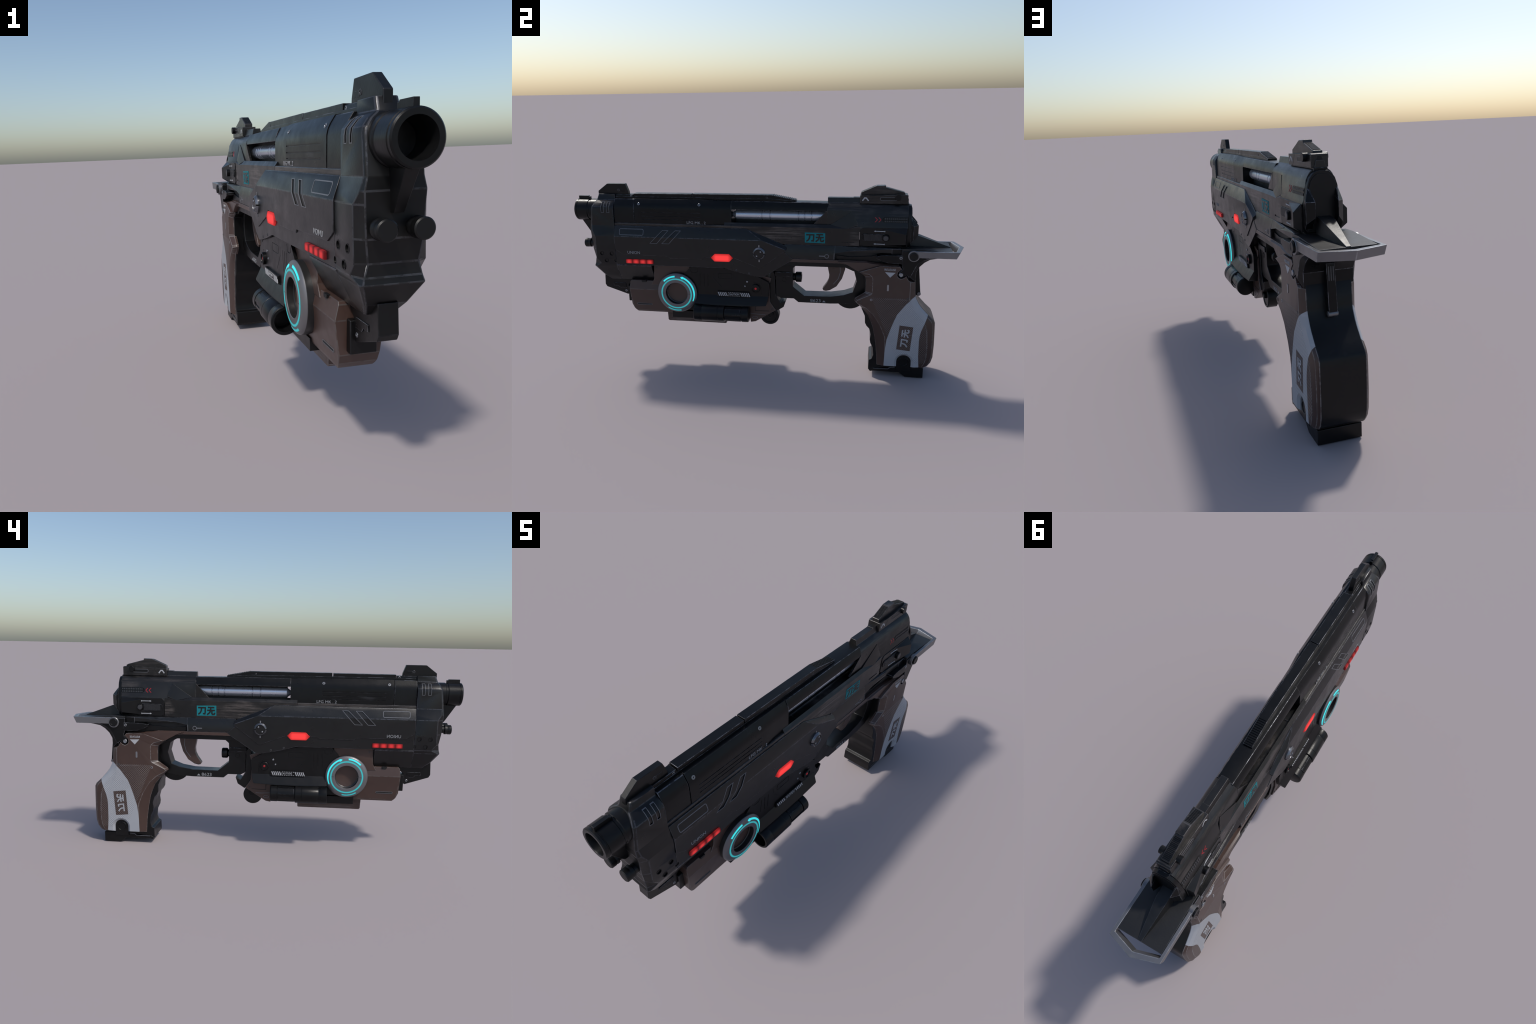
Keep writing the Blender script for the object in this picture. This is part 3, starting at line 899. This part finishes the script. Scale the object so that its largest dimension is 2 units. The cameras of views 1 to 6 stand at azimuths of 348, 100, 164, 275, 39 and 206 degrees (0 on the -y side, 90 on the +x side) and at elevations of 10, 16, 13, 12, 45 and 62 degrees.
# brown strip on top of the guard, running into the grip shoulder
plate("brown_strip", [(.140, .6165), (.535, .6165), (.520, .598), (.430, .597), (.400, .6005), (.135, .6000), (.120, .600)], .0800, BROWN, frame, bevel=.0012)
O = [(.068, .600), (.068, .560), (.074, .520), (.0745, .404), (.1000, .3900), (.1680, .3900), (.1910, .3705), (.3560, .3705), (.4340, .3745), (.4900, .3830), (.5200, .4000), (.5450, .5000), (.5450, .600)]
I = [(.190, .5780), (.1640, .5560), (.1630, .5270), (.1630, .4560), (.1660, .4530), (.2000, .4250), (.2220, .4070), (.3560, .4085), (.4240, .4200), (.4700, .4380), (.4880, .4980), (.4740, .5500), (.4300, .5780)]
bm = bmesh.new()
V = {}
for x in (-.0420, .0420):
    V[x] = ([bm.verts.new((x, y, z)) for y, z in O], [bm.verts.new((x, y, z)) for y, z in I])
n = len(O)
for i in range(n):
    j = (i + 1) % n
    for x in V:
        o_, i_ = V[x]
        bm.faces.new((o_[i], o_[j], i_[j], i_[i]))
    (a, b), (c, d) = V[-.0420], V[.0420]
    bm.faces.new((a[i], a[j], c[j], c[i]))
    bm.faces.new((b[i], b[j], d[j], d[i]))
guard = finish(bm, "trigger_guard", BLACK, None, bevel=.0022, smooth=40)
plate("guard_roof", [(.110, .6000), (.110, .5760), (.430, .5770), (.470, .560), (.500, .560), (.510, .598)], .0700, BLACK, guard, bevel=.0015)
plate("guard_heel", arc_pts(.455, .420, .080, 225, 315, 10) + [(.525, .40), (.39, .385)], .0200, BLACK, guard, bevel=.0015)
lathe("guard_knob", [(0, .160), (.019, .160), (.019, .171), (.0255, .175), (.0270, .178), (.0270, .200), (.0250, .2045), (.017, .2045), (.015, .202), (0, .202)], 'y', (0, 0, .4965), BLACK, guard, 36)
both(lathe("guard_boss", [(.012, .0415), (.012, .0432), (.0105, .0432), (.0105, .0415)], 'x', (0, .118, .492), GUN, guard, 24, mirror=True))
box("guard_front_cap", (-.048, .048), (.070, .158), (.512, .534), GUN, guard, bevel=.002)
post = plate("guard_post", [(.050, .560), (.070, .517), (.0735, .4040), (.0990, .3640), (.1265, .3770), (.1150, .3420), (.0780, .3180), (.0450, .3650), (.0430, .4700)], .0470, BLACK, guard, bevel=.002)
for s in (1, -1):
    text("serial_lettering", "8623", .0235, .0422, .281, .3835, DIMW, guard, s, width=.053)
both(prism("serial_triangle", [(.3150, .3770), (.3330, .3772), (.3240, .3870)], .041, .0427, DIMW, guard, bevel=0, mirror=True))

TR = [(.3320, .600), (.3430, .5450), (.3480, .5200), (.3460, .4960), (.3350, .4720), (.3140, .4420), (.3190, .4320), (.3320, .4300), (.3520, .4350), (.3860, .4570), (.4130, .5000), (.4280, .5500), (.4330, .600)]
trigger = layers("trigger", [(-.0185, inset(TR, .93)), (-.0150, TR), (.0150, TR), (.0185, inset(TR, .93))], BROWN, None, bevel=.0012)
both(lathe("trigger_pin", [(0, .0180), (.0062, .0180), (.0062, .0192), (.0085, .0192), (.0085, .0175)], 'x', (0, .3705, .5445), BROWN, trigger, 24, mirror=True))
both(ribbon("trigger_groove", [(.402, .575), (.404, .535), (.394, .500), (.370, .470)], .0030, .018, .0192, LINE, trigger, mirror=True))

# =====================================================================
#  GRIP
# =====================================================================
core = plate("grip_core", [
    (.484, .560), (.5250, .540), (.5300, .440), (.5160, .3680), (.5340, .3270), (.5360, .2890), (.5440, .2730), (.5580, .2580), (.5665, .2270), (.5630, .2000), (.5660, .1810), (.5790, .1540), (.5830, .1140),
    (.5760, .0920), (.5620, .0850), (.5600, .0330), (.5640, .0280), (.5840, .0420), (.8342, .0590),
    (.8545, .0682), (.8708, .0906), (.8790, .1198), (.8816, .1870), (.8801, .2700), (.8791, .3082), (.8709, .3248), (.8408, .3528), (.8108, .3858), (.7960, .4056), (.7810, .4354), (.7762, .4550), (.7724, .5300), (.700, .600), (.50, .598)],
    .0785, BLACK, None, bevel=.0025, smooth=45)

# cheek outline: (outer y, z) paired with the inner flat's (y, z)
CH = [(.490, .567, .5005, .5655), (.510, .5535, .548, .5555), (.5290, .5370, .5630, .5440), (.5330, .5250, .5670, .5300), (.5330, .4590, .5655, .4570), (.5290, .4535, .5600, .4500), (.483, .4215, .4950, .4180),
      (.4780, .4120, .4885, .4095), (.4860, .4010, .4950, .4010), (.5170, .3730, .5350, .3800), (.5500, .3320, .5740, .3450), (.5660, .2950, .5950, .3130), (.5750, .2700, .6130, .2830), (.5880, .2050, .6370, .2240), (.5970, .1370, .6400, .1400), (.6020, .0620, .6370, .0670),
      (.6380, .0615, .6480, .0670), (.6940, .0605, .6950, .0670), (.7400, .0600, .7400, .0670), (.7900, .0600, .7900, .0670), (.8340, .0600, .8240, .0720), (.8540, .0690, .8330, .0850), (.8700, .0910, .8400, .1050), (.8780, .1200, .8440, .1300), (.8805, .1870, .8450, .1900), (.8790, .2700, .8400, .2650),
      (.8780, .3080, .8300, .3000), (.8700, .3240, .8200, .3200), (.8400, .3520, .7950, .3450), (.8100, .3850, .7700, .3780), (.7950, .4050, .7560, .4020), (.7800, .4350, .7480, .4350), (.7750, .4550, .7480, .4550), (.7710, .5200, .7480, .5200),
      (.7550, .5250, .7460, .5255), (.7390, .5310, .7370, .5310), (.7260, .5535, .7255, .5525), (.7130, .5430, .7135, .5415), (.7010, .5390, .7010, .5370), (.6890, .5460, .6870, .5450), (.6840, .5570, .6815, .5570), (.6870, .5700, .6845, .5710), (.7060, .5880, .7030, .5880), (.6950, .6010, .6930, .6000), (.5970, .6010, .6000, .6000)]
G0 = [(a, b) for a, b, c, d in CH]
G1 = [(c, d) for a, b, c, d in CH]
def cheek_bm():
    mid = []
    for a, b, c, d in CH:                        # rolled at the back, flat bevel at the front
        t = .28 if a > .79 and b < .43 else .50
        mid.append((a + (c - a) * t, b + (d - b) * t))
    return bm_layers([(.0700, G0), (.0802, G0), (.0900, mid), (.0990, G1)])
stripe_edge = [(.7900, .4560), (.7600, .4350), (.7330, .4070), (.6920, .3510), (.6780, .3150), (.6650, .2770), (.6460, .2130), (.6420, .1760), (.6390, .1420), (.6370, .0500),
               (.8120, .0500), (.8060, .1300), (.8050, .2120), (.8070, .2400), (.8130, .2680), (.8270, .3080), (.8450, .3560), (.8450, .40)]
def arch_cut():
    """tapered key-hole at the foot of the cheek"""
    o0 = [(.7000, .030)] + [(y, z) for y, z in reversed(arc_pts(.7365, .0920, .0362, 0, 180, 20))] + [(.7730, .030)]
    o1 = [(.6870, .030)] + [(y, z) for y, z in reversed(arc_pts(.7365, .0920, .0500, 0, 180, 20))] + [(.7868, .030)]
    return layers("cutter", [(.05, o0), (.0900, o0), (.101, o1), (.12, o1)], GUN, None, bevel=0)
grip = finish(cheek_bm(), "grip_cheek", GRIPB, None, bevel=0.0016, smooth=15)
grip.modifiers[0].use_clamp_overlap = False
apply_mods(grip, 15)
carve(grip, [prism("cutter", stripe_edge, .07, .12, GUN, None, bevel=0), arch_cut()], 15)
stripe = finish(cheek_bm(), "grip_stripe", GRIPW, grip, bevel=0, smooth=22)
tool = prism("cutter", inset(stripe_edge, .998), .0605, .12, GUN, None, bevel=0)
md = stripe.modifiers.new("keep", 'BOOLEAN'); md.operation = 'INTERSECT'; md.solver = 'EXACT'; md.object = tool
apply_mods(stripe, 22)
bpy.data.objects.remove(tool)
carve(stripe, [arch_cut()])


plq = [(.7065, .2940), (.7735, .2870), (.7630, .1560), (.6960, .1625)]
prism("grip_plate", plq, .0975, .0994, GRIPB, grip, bevel=.0002)
glyphs("grip_characters", GRIPW, grip, .0995, (.7345, .2250), .040, .0470, .006, .0068, math.radians(85.0), 1)
for (y, z), m in (((.562, .4230), SCREW), ((.7395, .4350), DSCREW)):
    screw("grip_screw", .0985, (y, z), .0062, m, grip, False)
lathe("grip_rivet", [(.0070, .096), (.0070, .0997), (.0052, .0997), (.0052, .0975), (0, .0975)], 'x', (0, .5085, .4125), DSCREW, grip, 24)
prism("grip_latch", rrect(.6360, .6455, .4730, .5060, .0045, 4), .0975, .1006, SCREW, grip, bevel=.0004)
prism("release_arrow", [(.6240, .5705), (.6740, .5690), (.6490, .5435)], .0975, .0997, WHITE, grip, bevel=0)
tx = text("release_lettering", "RELEASE", .0150, .0993, .6475, .5830, WHITE, grip, 1, width=.054)
grip_b = twin(grip)
for c in list(grip.children):
    twin(c, grip_b).scale = (1, 1, 1)

# brown shoulder blending the strip into the cheek
both(layers("grip_shoulder", [(.050, [(.385, .6140), (.430, .5975), (.492, .5660), (.560, .560), (.690, .600), (.690, .604), (.565, .6100), (.533, .6155)]),
                              (.0790, [(.385, .6140), (.430, .5975), (.492, .5660), (.560, .560), (.690, .600), (.690, .604), (.565, .6100), (.533, .6155)]),
                              (.0880, [(.405, .6110), (.436, .5985), (.490, .5680), (.560, .575), (.640, .600), (.640, .601), (.560, .6060), (.533, .6120)])], BROWN, grip, bevel=.0010, mirror=True))

# magazine foot with its round catch
foot = plate("magazine_foot", [(.5625, .0300), (.5830, .0430), (.6600, .0430), (.6700, .0520), (.8370, .0540), (.8370, .0000), (.7470, .0000), (.7160, .0235), (.6600, .0235), (.5840, .0235), (.5700, .0200)], .0790, BLACK, None, bevel=.0023)
both(ribbon("foot_seam", [(.586, .039), (.660, .0395), (.671, .049), (.695, .050)], .0022, .078, .0800, LINE, foot, mirror=True))
both(prism("magazine_catch_mount", [(.7010, .040)] + list(reversed(arc_pts(.7365, .0920, .0345, 0, 180, 16))) + [(.7720, .040)], .075, .0860, BLACK, foot, bevel=.0012, mirror=True))
both(lathe("magazine_catch", [(.0265, .084), (.0265, .0885), (.0245, .0900), (.0215, .0900), (.0195, .0875), (0, .0870)], 'x', (0, .7365, .0900), GUN, foot, 40, mirror=True))

# =====================================================================
#  TANG, LEVERS, DECK AND TAIL BUMPER
# =====================================================================
BK = [(.6980, .6480), (.6985, .6160), (.7060, .5880), (.6900, .5700), (.6875, .5570), (.6930, .5480), (.7010, .5430), (.7120, .5470), (.7270, .5560), (.7400, .5340), (.7710, .5230), (.7720, .5710), (.7870, .5990), (.8090, .6210), (.8350, .6370), (.8840, .6460), (.9200, .6600), (.9200, .6780), (.6980, .6780)]
BI = [(.6985, .6480), (.7000, .6165), (.7080, .5880), (.6920, .5700), (.6895, .5570), (.6945, .5500), (.7010, .5450), (.7115, .5490), (.7275, .5590), (.7340, .5520), (.7440, .5480), (.7610, .5860), (.7700, .6050), (.7790, .6190), (.8020, .6340), (.8300, .6450), (.8900, .6620), (.8900, .6780), (.6990, .6780)]
tang = layers("tang", [(-.0975, BI), (-.0860, BK), (.0860, BK), (.0975, BI)], GUN, None, bevel=.0013, smooth=24)
box("tang_joint", (-.0800, .0800), (.652, .722), (.655, .6845), GUN, tang, bevel=.002)
both(layers("tang_lever", [(.060, [(.5770, .650), (.604, .657), (.705, .658), (.705, .612), (.640, .613), (.605, .6235), (.577, .637)]),
                           (.0990, [(.5800, .648), (.606, .655), (.705, .656), (.705, .614), (.640, .615), (.606, .6255), (.580, .638)])], GUN, tang, bevel=.0016, mirror=True))
both(screw("lever_screw", .0990, (.6960, .6435), .0072, SCREW, tang))
both(lathe("tang_pin", [(.0100, .085), (.0100, .0990), (.0085, .1005), (.0060, .0998), (0, .0992)], 'x', (0, .7005, .5585), SCREW, tang, 28, mirror=True))

deck = hull("tail_deck", [(sx * .0925, y, z) for sx in (-1, 1) for y, z in ((.700, .688), (.760, .6895), (.9370, .6795), (.9370, .6690), (.70, .650))], DECK, None, bevel=.0010)
hull("deck_ridge", [(sx * w, y, z) for sx in (-1, 1) for w, y, z in ((.0230, .742, .7440), (.0230, .786, .7370), (.0300, .742, .68), (.0300, .790, .68), (.0075, .9365, .6815), (.0085, .9365, .676))], DECK, deck, bevel=.0010)
# U-shaped bumper: (x, y top, y bottom) walked round outside then inside
out = [(.1070, .758), (.1070, .9680), (0, 1.000), (-.1070, .9680), (-.1070, .758)]
inn = [(.0930, .758), (.0940, .9515), (0, .9780), (-.0940, .9515), (-.0930, .758)]
bm = bmesh.new()
def ring_row(pts, z, shift, wide=0.0):
    return [bm.verts.new((x, y - (shift if i in (1, 2, 3) else 0), z)) for i, (x, y) in enumerate(pts)]
ot, ob = ring_row(out, .6815, 0), ring_row(out, .6490, .0150)
it, ib = ring_row(inn, .6815, 0), ring_row(inn, .6490, .0145)
for i in range(4):
    for a, b in ((ot, it), (it, ib), (ib, ob), (ob, ot)):
        bm.faces.new((a[i], a[i + 1], b[i + 1], b[i]))
for i in (0, 4):
    bm.faces.new((ot[i], it[i], ib[i], ob[i]))
bumper = finish(bm, "tail_bumper", GREY, None, bevel=.0021)
both(lathe("pivot_collar", [(0, .088), (.0272, .088), (.0272, .1080), (.0255, .1095), (.0225, .1095), (.0212, .1075), (0, .1075)], 'x', (0, .7550, .6570), GREY, bumper, 44, mirror=True))
both(lathe("pivot_cap", [(.0195, .106), (.0195, .1150), (.0180, .1170), (.0130, .1170), (.0115, .1160), (0, .1160)], 'x', (0, .7550, .6570), BLACK, bumper, 40, mirror=True))

# spring lever lying down the back of the grip
lev = hull("back_lever", [(sx * .0150, y, z) for sx in (-1, 1) for y, z in ((.770, .600), (.790, .600), (.7900, .530), (.7980, .470), (.8060, .4420), (.8060, .4290), (.7980, .4240), (.7800, .4300), (.770, .480))], GUN, None, bevel=.0015)
for x in (-.008, .0, .008):
    hull("lever_rib", [(x + d, y, z) for d in (-.0022, .0022) for y, z in ((.7880, .590), (.7925, .590), (.7925, .530), (.8010, .468), (.796, .468), (.7880, .53))], DSCREW, lev, bevel=.0006)
lathe("lever_roller", [(0, -.0170), (.0085, -.0170), (.0100, -.0155), (.0100, .0155), (.0085, .0170), (0, .0170)], 'x', (0, .7985, .4350), GREY, lev, 24)

# =====================================================================
#  FOREGRIP POD
# =====================================================================
pod = hull("pod_body", [(sx * w, y, z) for sx in (-1, 1) for w, y, z in (
    (.0520, -.7125, .4600), (.0545, -.7200, .4520), (.0545, -.420, .4600), (.0655, -.7235, .4130), (.0655, -.420, .4130), (.0540, -.7190, .3230), (.0520, -.7080, .2980),
    (.0500, -.6990, .2880), (.0500, -.420, .2880), (.0470, -.690, .2800), (.0470, -.420, .2800))], BROWN, None, bevel=.0020, smooth=7)
plate("pod_neck", [(-.5770, .5540), (-.5815, .4740), (-.5890, .4600), (-.60, .44), (-.38, .44), (-.38, .5540)], .0600, BROWN, pod, bevel=.0023)
both(prism("pod_clip", [(-.654, .4625), (-.628, .4625), (-.630, .452), (-.651, .452)], .050, .0600, PIT, pod, bevel=.0005, mirror=True))
both(prism("pod_slot", rrect(-.688, -.606, .3235, .3290, .0022, 3), .045, .0560, PIT, pod, bevel=0, mirror=True))
both(ribbon("pod_slot_rim", rrect(-.689, -.605, .3222, .3303, .0030, 3), .0016, .045, .0567, LINE, pod, True, mirror=True))
both(screw("pod_screw", .0600, (-.5605, .5380), .0055, DSCREW, pod))
plate("pod_spine", [(-.43, .552), (-.43, .30), (-.07, .30), (-.05, .35), (.03, .40), (.03, .505), (-.10, .552)], .0480, PIT, pod, bevel=.001)
tailb = layers("pod_tail", [(-.0530, [(-.0660, .2860), (-.0610, .2505), (-.0350, .2550), (.0745, .3235), (.0455, .3670), (.0435, .4140), (.0435, .4690), (.0540, .5010), (.000, .5150), (-.10, .50), (-.10, .2880)]),
                            (.0530, [(-.0660, .2860), (-.0610, .2505), (-.0350, .2550), (.0745, .3235), (.0455, .3670), (.0435, .4140), (.0435, .4690), (.0540, .5010), (.000, .5150), (-.10, .50), (-.10, .2880)])], BROWN, pod, bevel=.0023)
both(screw("pod_screw", .0530, (.0540, .3285), .0055, DSCREW, pod))
both(ribbon("pod_tail_line", [(-.035, .350), (-.035, .316), (.040, .318)], .0024, .052, .0541, PIT, pod, mirror=True))
both(ribbon("pod_tail_line", [(-.060, .300), (-.010, .297), (.018, .297)], .0024, .052, .0539, LINE, pod, mirror=True))
both(ribbon("pod_tail_line", rrect(-.050, -.025, .272, .283, .004, 3), .0018, .052, .0539, LINE, pod, True, mirror=True))
box("pod_underblock", (-.0560, .0560), (-.4920, -.0700), (.2570, .2960), BLACK, pod, bevel=.0015)
keel = hull("keel", [(sx * w, y, z) for sx in (-1, 1) for w, y, z in ((.0170, -.5345, .2780), (.0170, -.5325, .2260), (.0160, -.5270, .2195), (.0160, -.2070, .2195), (.0160, -.2030, .2225), (.0170, -.2000, .2780))], KEELM, None, bevel=.0015)

# black side cover: flat upper flank, lower flank flaring outwards over the torch
cov = prism("pod_cover", [(-.3700, .5535), (-.2060, .5535), (-.0190, .5135), (.0385, .4830), (.0440, .4740), (.0400, .4060), (.0360, .400), (-.4300, .3960), (-.4300, .4900)], .044, .0708, BLACK, None, bevel=0, mirror=False)
cut = [ribbon("cutter", rrect(-.2235, -.1500, .4965, .5235, .003, 3), .0024, .0695, .08, GUN, None, True),
       ribbon("cutter", [(-.2785, .5170), (-.2810, .4480)], .0028, .0690, .08, GUN), ribbon("cutter", [(-.2995, .5170), (-.3020, .4480)], .0028, .0690, .08, GUN),
       ribbon("cutter", [(-.3215, .5160), (-.3240, .4480)], .0028, .0690, .08, GUN),
       ribbon("cutter", [(-.3300, .5450), (-.3350, .5260), (-.3410, .5215), (-.3640, .5220), (-.3710, .5270), (-.3760, .5450)], .0026, .0692, .08, GUN),
       ribbon("cutter", [(-.2480, .5240), (-.2485, .4960), (-.2040, .4450)], .0018, .0697, .08, GUN),
       ribbon("cutter", [(.003, .405), (.003, .455), (-.008, .476), (-.038, .480)], .0018, .0697, .08, GUN)]
def ring_bore():
    return lathe("cutter", [(0, .03), (.1078, .03), (.1078, .20), (0, .20)], 'x', (0, -.4490, .4080), GUN, None, 64)
carve(cov, cut + [ring_bore()])
add_bevel(cov, .0010)
skirt = hull("pod_cover_skirt", [(.0500, -.430, .412), (.0706, -.430, .4020), (.0706, .0400, .4050), (.0500, .040, .410), (.0700, .0370, .3980),
                         (.0945, .0300, .3640), (.0950, .0250, .3590), (.0950, -.0860, .3585), (.0955, -.0970, .3520), (.0955, -.2240, .3520), (.0950, -.2350, .3570), (.0940, -.352, .3570), (.0900, -.430, .3570),
                         (.0500, .0250, .3540), (.0500, -.430, .3500)], BLACK, cov, bevel=0)
carve(skirt, [ring_bore()])
add_bevel(skirt, .0018, 2, False)
cp = prism("caution_plate", rrect(-.2320, -.0600, .3985, .4255, .002, 2), .066, .0795, BLACK, cov, bevel=.0010)
for i in range(5):
    for y0 in (-.2285, -.1080):
        y = y0 + .0100 * i
        z0, z1 = .4020, .4222
        prism("caution_stripe", [(y, z1), (y + .0050, z1), (y + .0130, z0), (y + .0080, z0)] if True else [], .078, .0801, WHITE, cp, bevel=0)
for i in range(6):
    y = -.1725 + .0110 * i
    for z in (.4200, .4022):
        prism("caution_stripe", [(y, z + .0024), (y + .0050, z + .0024), (y + .0064, z), (y + .0014, z)], .078, .0801, WHITE, cp, bevel=0)
lathe("pod_button_rim", [(.0225, .069), (.0225, .0800), (.0205, .0820), (.0175, .0820), (.0165, .0780), (0, .0775)], 'x', (0, -.0265, .4480), BLACK, cov, 36)
disc("pod_button_light", .0058, .077, .0790, (-.0265, .4480), REDD, cov, 20)
disc("pod_stud", .0052, .069, .0735, (-.0715, .4820), SCREW, cov, 18)
disc("pod_stud", .0042, .069, .0730, (-.0835, .4570), SCREW, cov, 18)
cov_b = twin(cov)
for c in list(cov.children):
    t = twin(c, cov_b)
    t.scale = (1, 1, 1)
    for g in list(c.children):
        if g.name.startswith("caution_stripe"):
            # the label reads the right way on both flanks: mirror it about its own middle
            s = twin(g, t); s.scale = (1, -1, 1); s.location = (0, 2 * -.1460, 0)
for s in (1, -1):
    text("caution_lettering", "CAUTION", .0130, .0797, -.1420, .4122, WHITE, cov if s > 0 else cov, s, width=.056)

# glowing ring
RC = (-.4490, .4080)
RP = [(.0592, .0920), (.0604, .0938), (.0625, .0943), (.0810, .0937), (.0930, .0912), (.1010, .0880), (.1060, .0838), (.1080, .0805)]
ring = lathe("control_ring", [(.0590, .0560), (.0590, .0920), (.0600, .0925), (.1070, .0815), (.1085, .0790), (.1085, .0560)], 'x', (0, *RC), DARKM, None, 96, True, smooth=28)
lathe("ring_face", [(.0592, .0860)] + RP + [(.1080, .0780)], 'x', (0, *RC), RINGM, ring, 96, True, smooth=28)
lathe("ring_well", [(0, .0660), (.0490, .0660), (.0525, .0672), (.0595, .0672), (.0595, .0600), (0, .0600)], 'x', (0, *RC), BROWN, ring, 64)
lathe("ring_liner", [(.0540, .0640), (.0540, .0700), (.0560, .0715), (.0592, .0730), (.0592, .064)], 'x', (0, *RC), DARKM, ring, 64, True)
def face_x(r):                                   # height of the ring's dished face at radius r
    for (a, p), (b, q) in zip(RP, RP[1:]):
        if a <= r <= b:
            return p + (q - p) * (r - a) / (b - a)
    return RP[-1][1]
def light_arc(name, r, w, a0, a1, mat, taper=None, lift=.0007):
    n = max(12, int(abs(a1 - a0) / 4))
    bm = bmesh.new()
    rows = []
    for i in range(n + 1):
        t = i / n
        a = math.radians(a0 + (a1 - a0) * t)
        ww = w if taper is None else taper(t) * w
        q = []
        for rr, h in ((r - ww / 2, -.0015), (r - ww / 2, lift), (r + ww / 2, lift), (r + ww / 2, -.0015)):
            q.append(bm.verts.new((face_x(rr) + h, RC[0] + rr * math.cos(a), RC[1] + rr * math.sin(a))))
        rows.append(q)
    full = abs(a1 - a0) >= 359.9
    for a, b in zip(rows, rows[1:]):
        for i in range(4):
            bm.faces.new((a[i], a[(i + 1) % 4], b[(i + 1) % 4], b[i]))
    if full:
        bmesh.ops.remove_doubles(bm, verts=bm.verts, dist=1e-6)
    else:
        bm.faces.new(rows[0]); bm.faces.new(rows[-1])
    return finish(bm, name, mat, ring, bevel=0, smooth=40)
CYAND = glow("cyan_light_fringe", (0.018, 0.13, 0.145), 1.0)  # dim wide ribbon under the arcs, modelling their soft glow falloff
light_arc("ring_light_fringe", .0800, .0088, 0, 360, CYAND, lift=.0003)
light_arc("ring_light_fringe", .0935, .0096, 93, 137, CYAND, lift=.0003)
light_arc("ring_light_fringe", .0945, .0082, -123, -77, CYAND, lift=.0003)
light_arc("ring_light", .0800, .0052, 0, 360, CYAN)
light_arc("ring_light", .0935, .0068, 94, 136, CYANB)
light_arc("ring_light", .0950, .0075, -25, 68, CYANB, lambda t: .55 + .45 * min(1, t * 3))
light_arc("ring_light", .0935, .0130, 63, 74, CYANB, lambda t: max(.35, 1 - abs(t - .45) * 1.3))
light_arc("ring_light", .0945, .0050, -122, -78, CYAN)
for a in (0, 180):
    ca = math.radians(a)
    ribbon("ring_seam", [(RC[0] + r * math.cos(ca), RC[1]) for r in (.0625, .0770)], .0010, .0920, .0945, BLACK, ring)
ring_b = twin(ring)
for c in list(ring.children):
    twin(c, ring_b).scale = (1, 1, 1)

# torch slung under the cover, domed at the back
torch = lathe("torch", [(0, -.300), (.0310, -.300), (.0340, -.3460), (.0350, -.3520), (.0430, -.3520), (.0455, -.3490), (.0455, -.3110), (.0450, -.3100), (.0450, -.3080), (.0455, -.3070), (.0455, -.2250),
                        (.0445, -.2240), (.0445, -.2215), (.0455, -.2205), (.0455, -.1910), (.0425, -.1890), (.0380, -.1885), (.0380, -.0980), (.0420, -.0970), (.0420, -.0780),
                        (.0420, -.0670), (.0395, -.0625), (.0340, -.0610), (0, -.0610)], 'y', (.0885, 0, .3090), GUN, None, 48, smooth=28)
for k in range(6):                               # panels between the cage bars
    a = PI / 6 + k * PI / 3
    bm = bmesh.new()
    rows = []
    for i in range(5):
        t = a + (i - 2) * .19
        rows.append([bm.verts.new((.0885 + r * math.cos(t), y, .3090 + r * math.sin(t))) for r, y in ((.037, -.183), (.0412, -.183), (.0412, -.104), (.037, -.104))])
    for p, q in zip(rows, rows[1:]):
        for i in range(4):
            bm.faces.new((p[i], p[(i + 1) % 4], q[(i + 1) % 4], q[i]))
    bm.faces.new(rows[0]); bm.faces.new(rows[-1])
    finish(bm, "torch_grip_panel", BLACK if k % 2 else GUN, torch, bevel=.0008, smooth=40)
torch_b = twin(torch)
for c in list(torch.children):
    twin(c, torch_b).scale = (1, 1, 1)
lathe("pod_wheel", [(0, -.0240), (.046, -.0240), (.0500, -.0210), (.0500, .0210), (.046, .0240), (.038, .0240), (.036, .0215), (0, .0215)], 'x', (0, .0360, .2800), BLACK, guard, 44)
both(lathe("pod_wheel_hub", [(.016, .0200), (.016, .0330), (.013, .0355), (0, .0355)], 'x', (0, .0400, .2900), GUN, guard, 28, mirror=True))

# =====================================================================
#  KEEP THE TREE SHALLOW: pistol > part > sub-part
# =====================================================================
bpy.context.view_layer.update()
def depth(o):
    d = 0
    while o.parent is not None:
        o, d = o.parent, d + 1
    return d
for o in sorted(list(root.children_recursive), key=depth):
    if depth(o) > 2:
        w = o.matrix_world.copy()
        p = o.parent
        while depth(p) > 1:
            p = p.parent
        o.parent = p
        o.matrix_parent_inverse = Matrix.Identity(4)
        o.matrix_basis = p.matrix_world.inverted() @ w
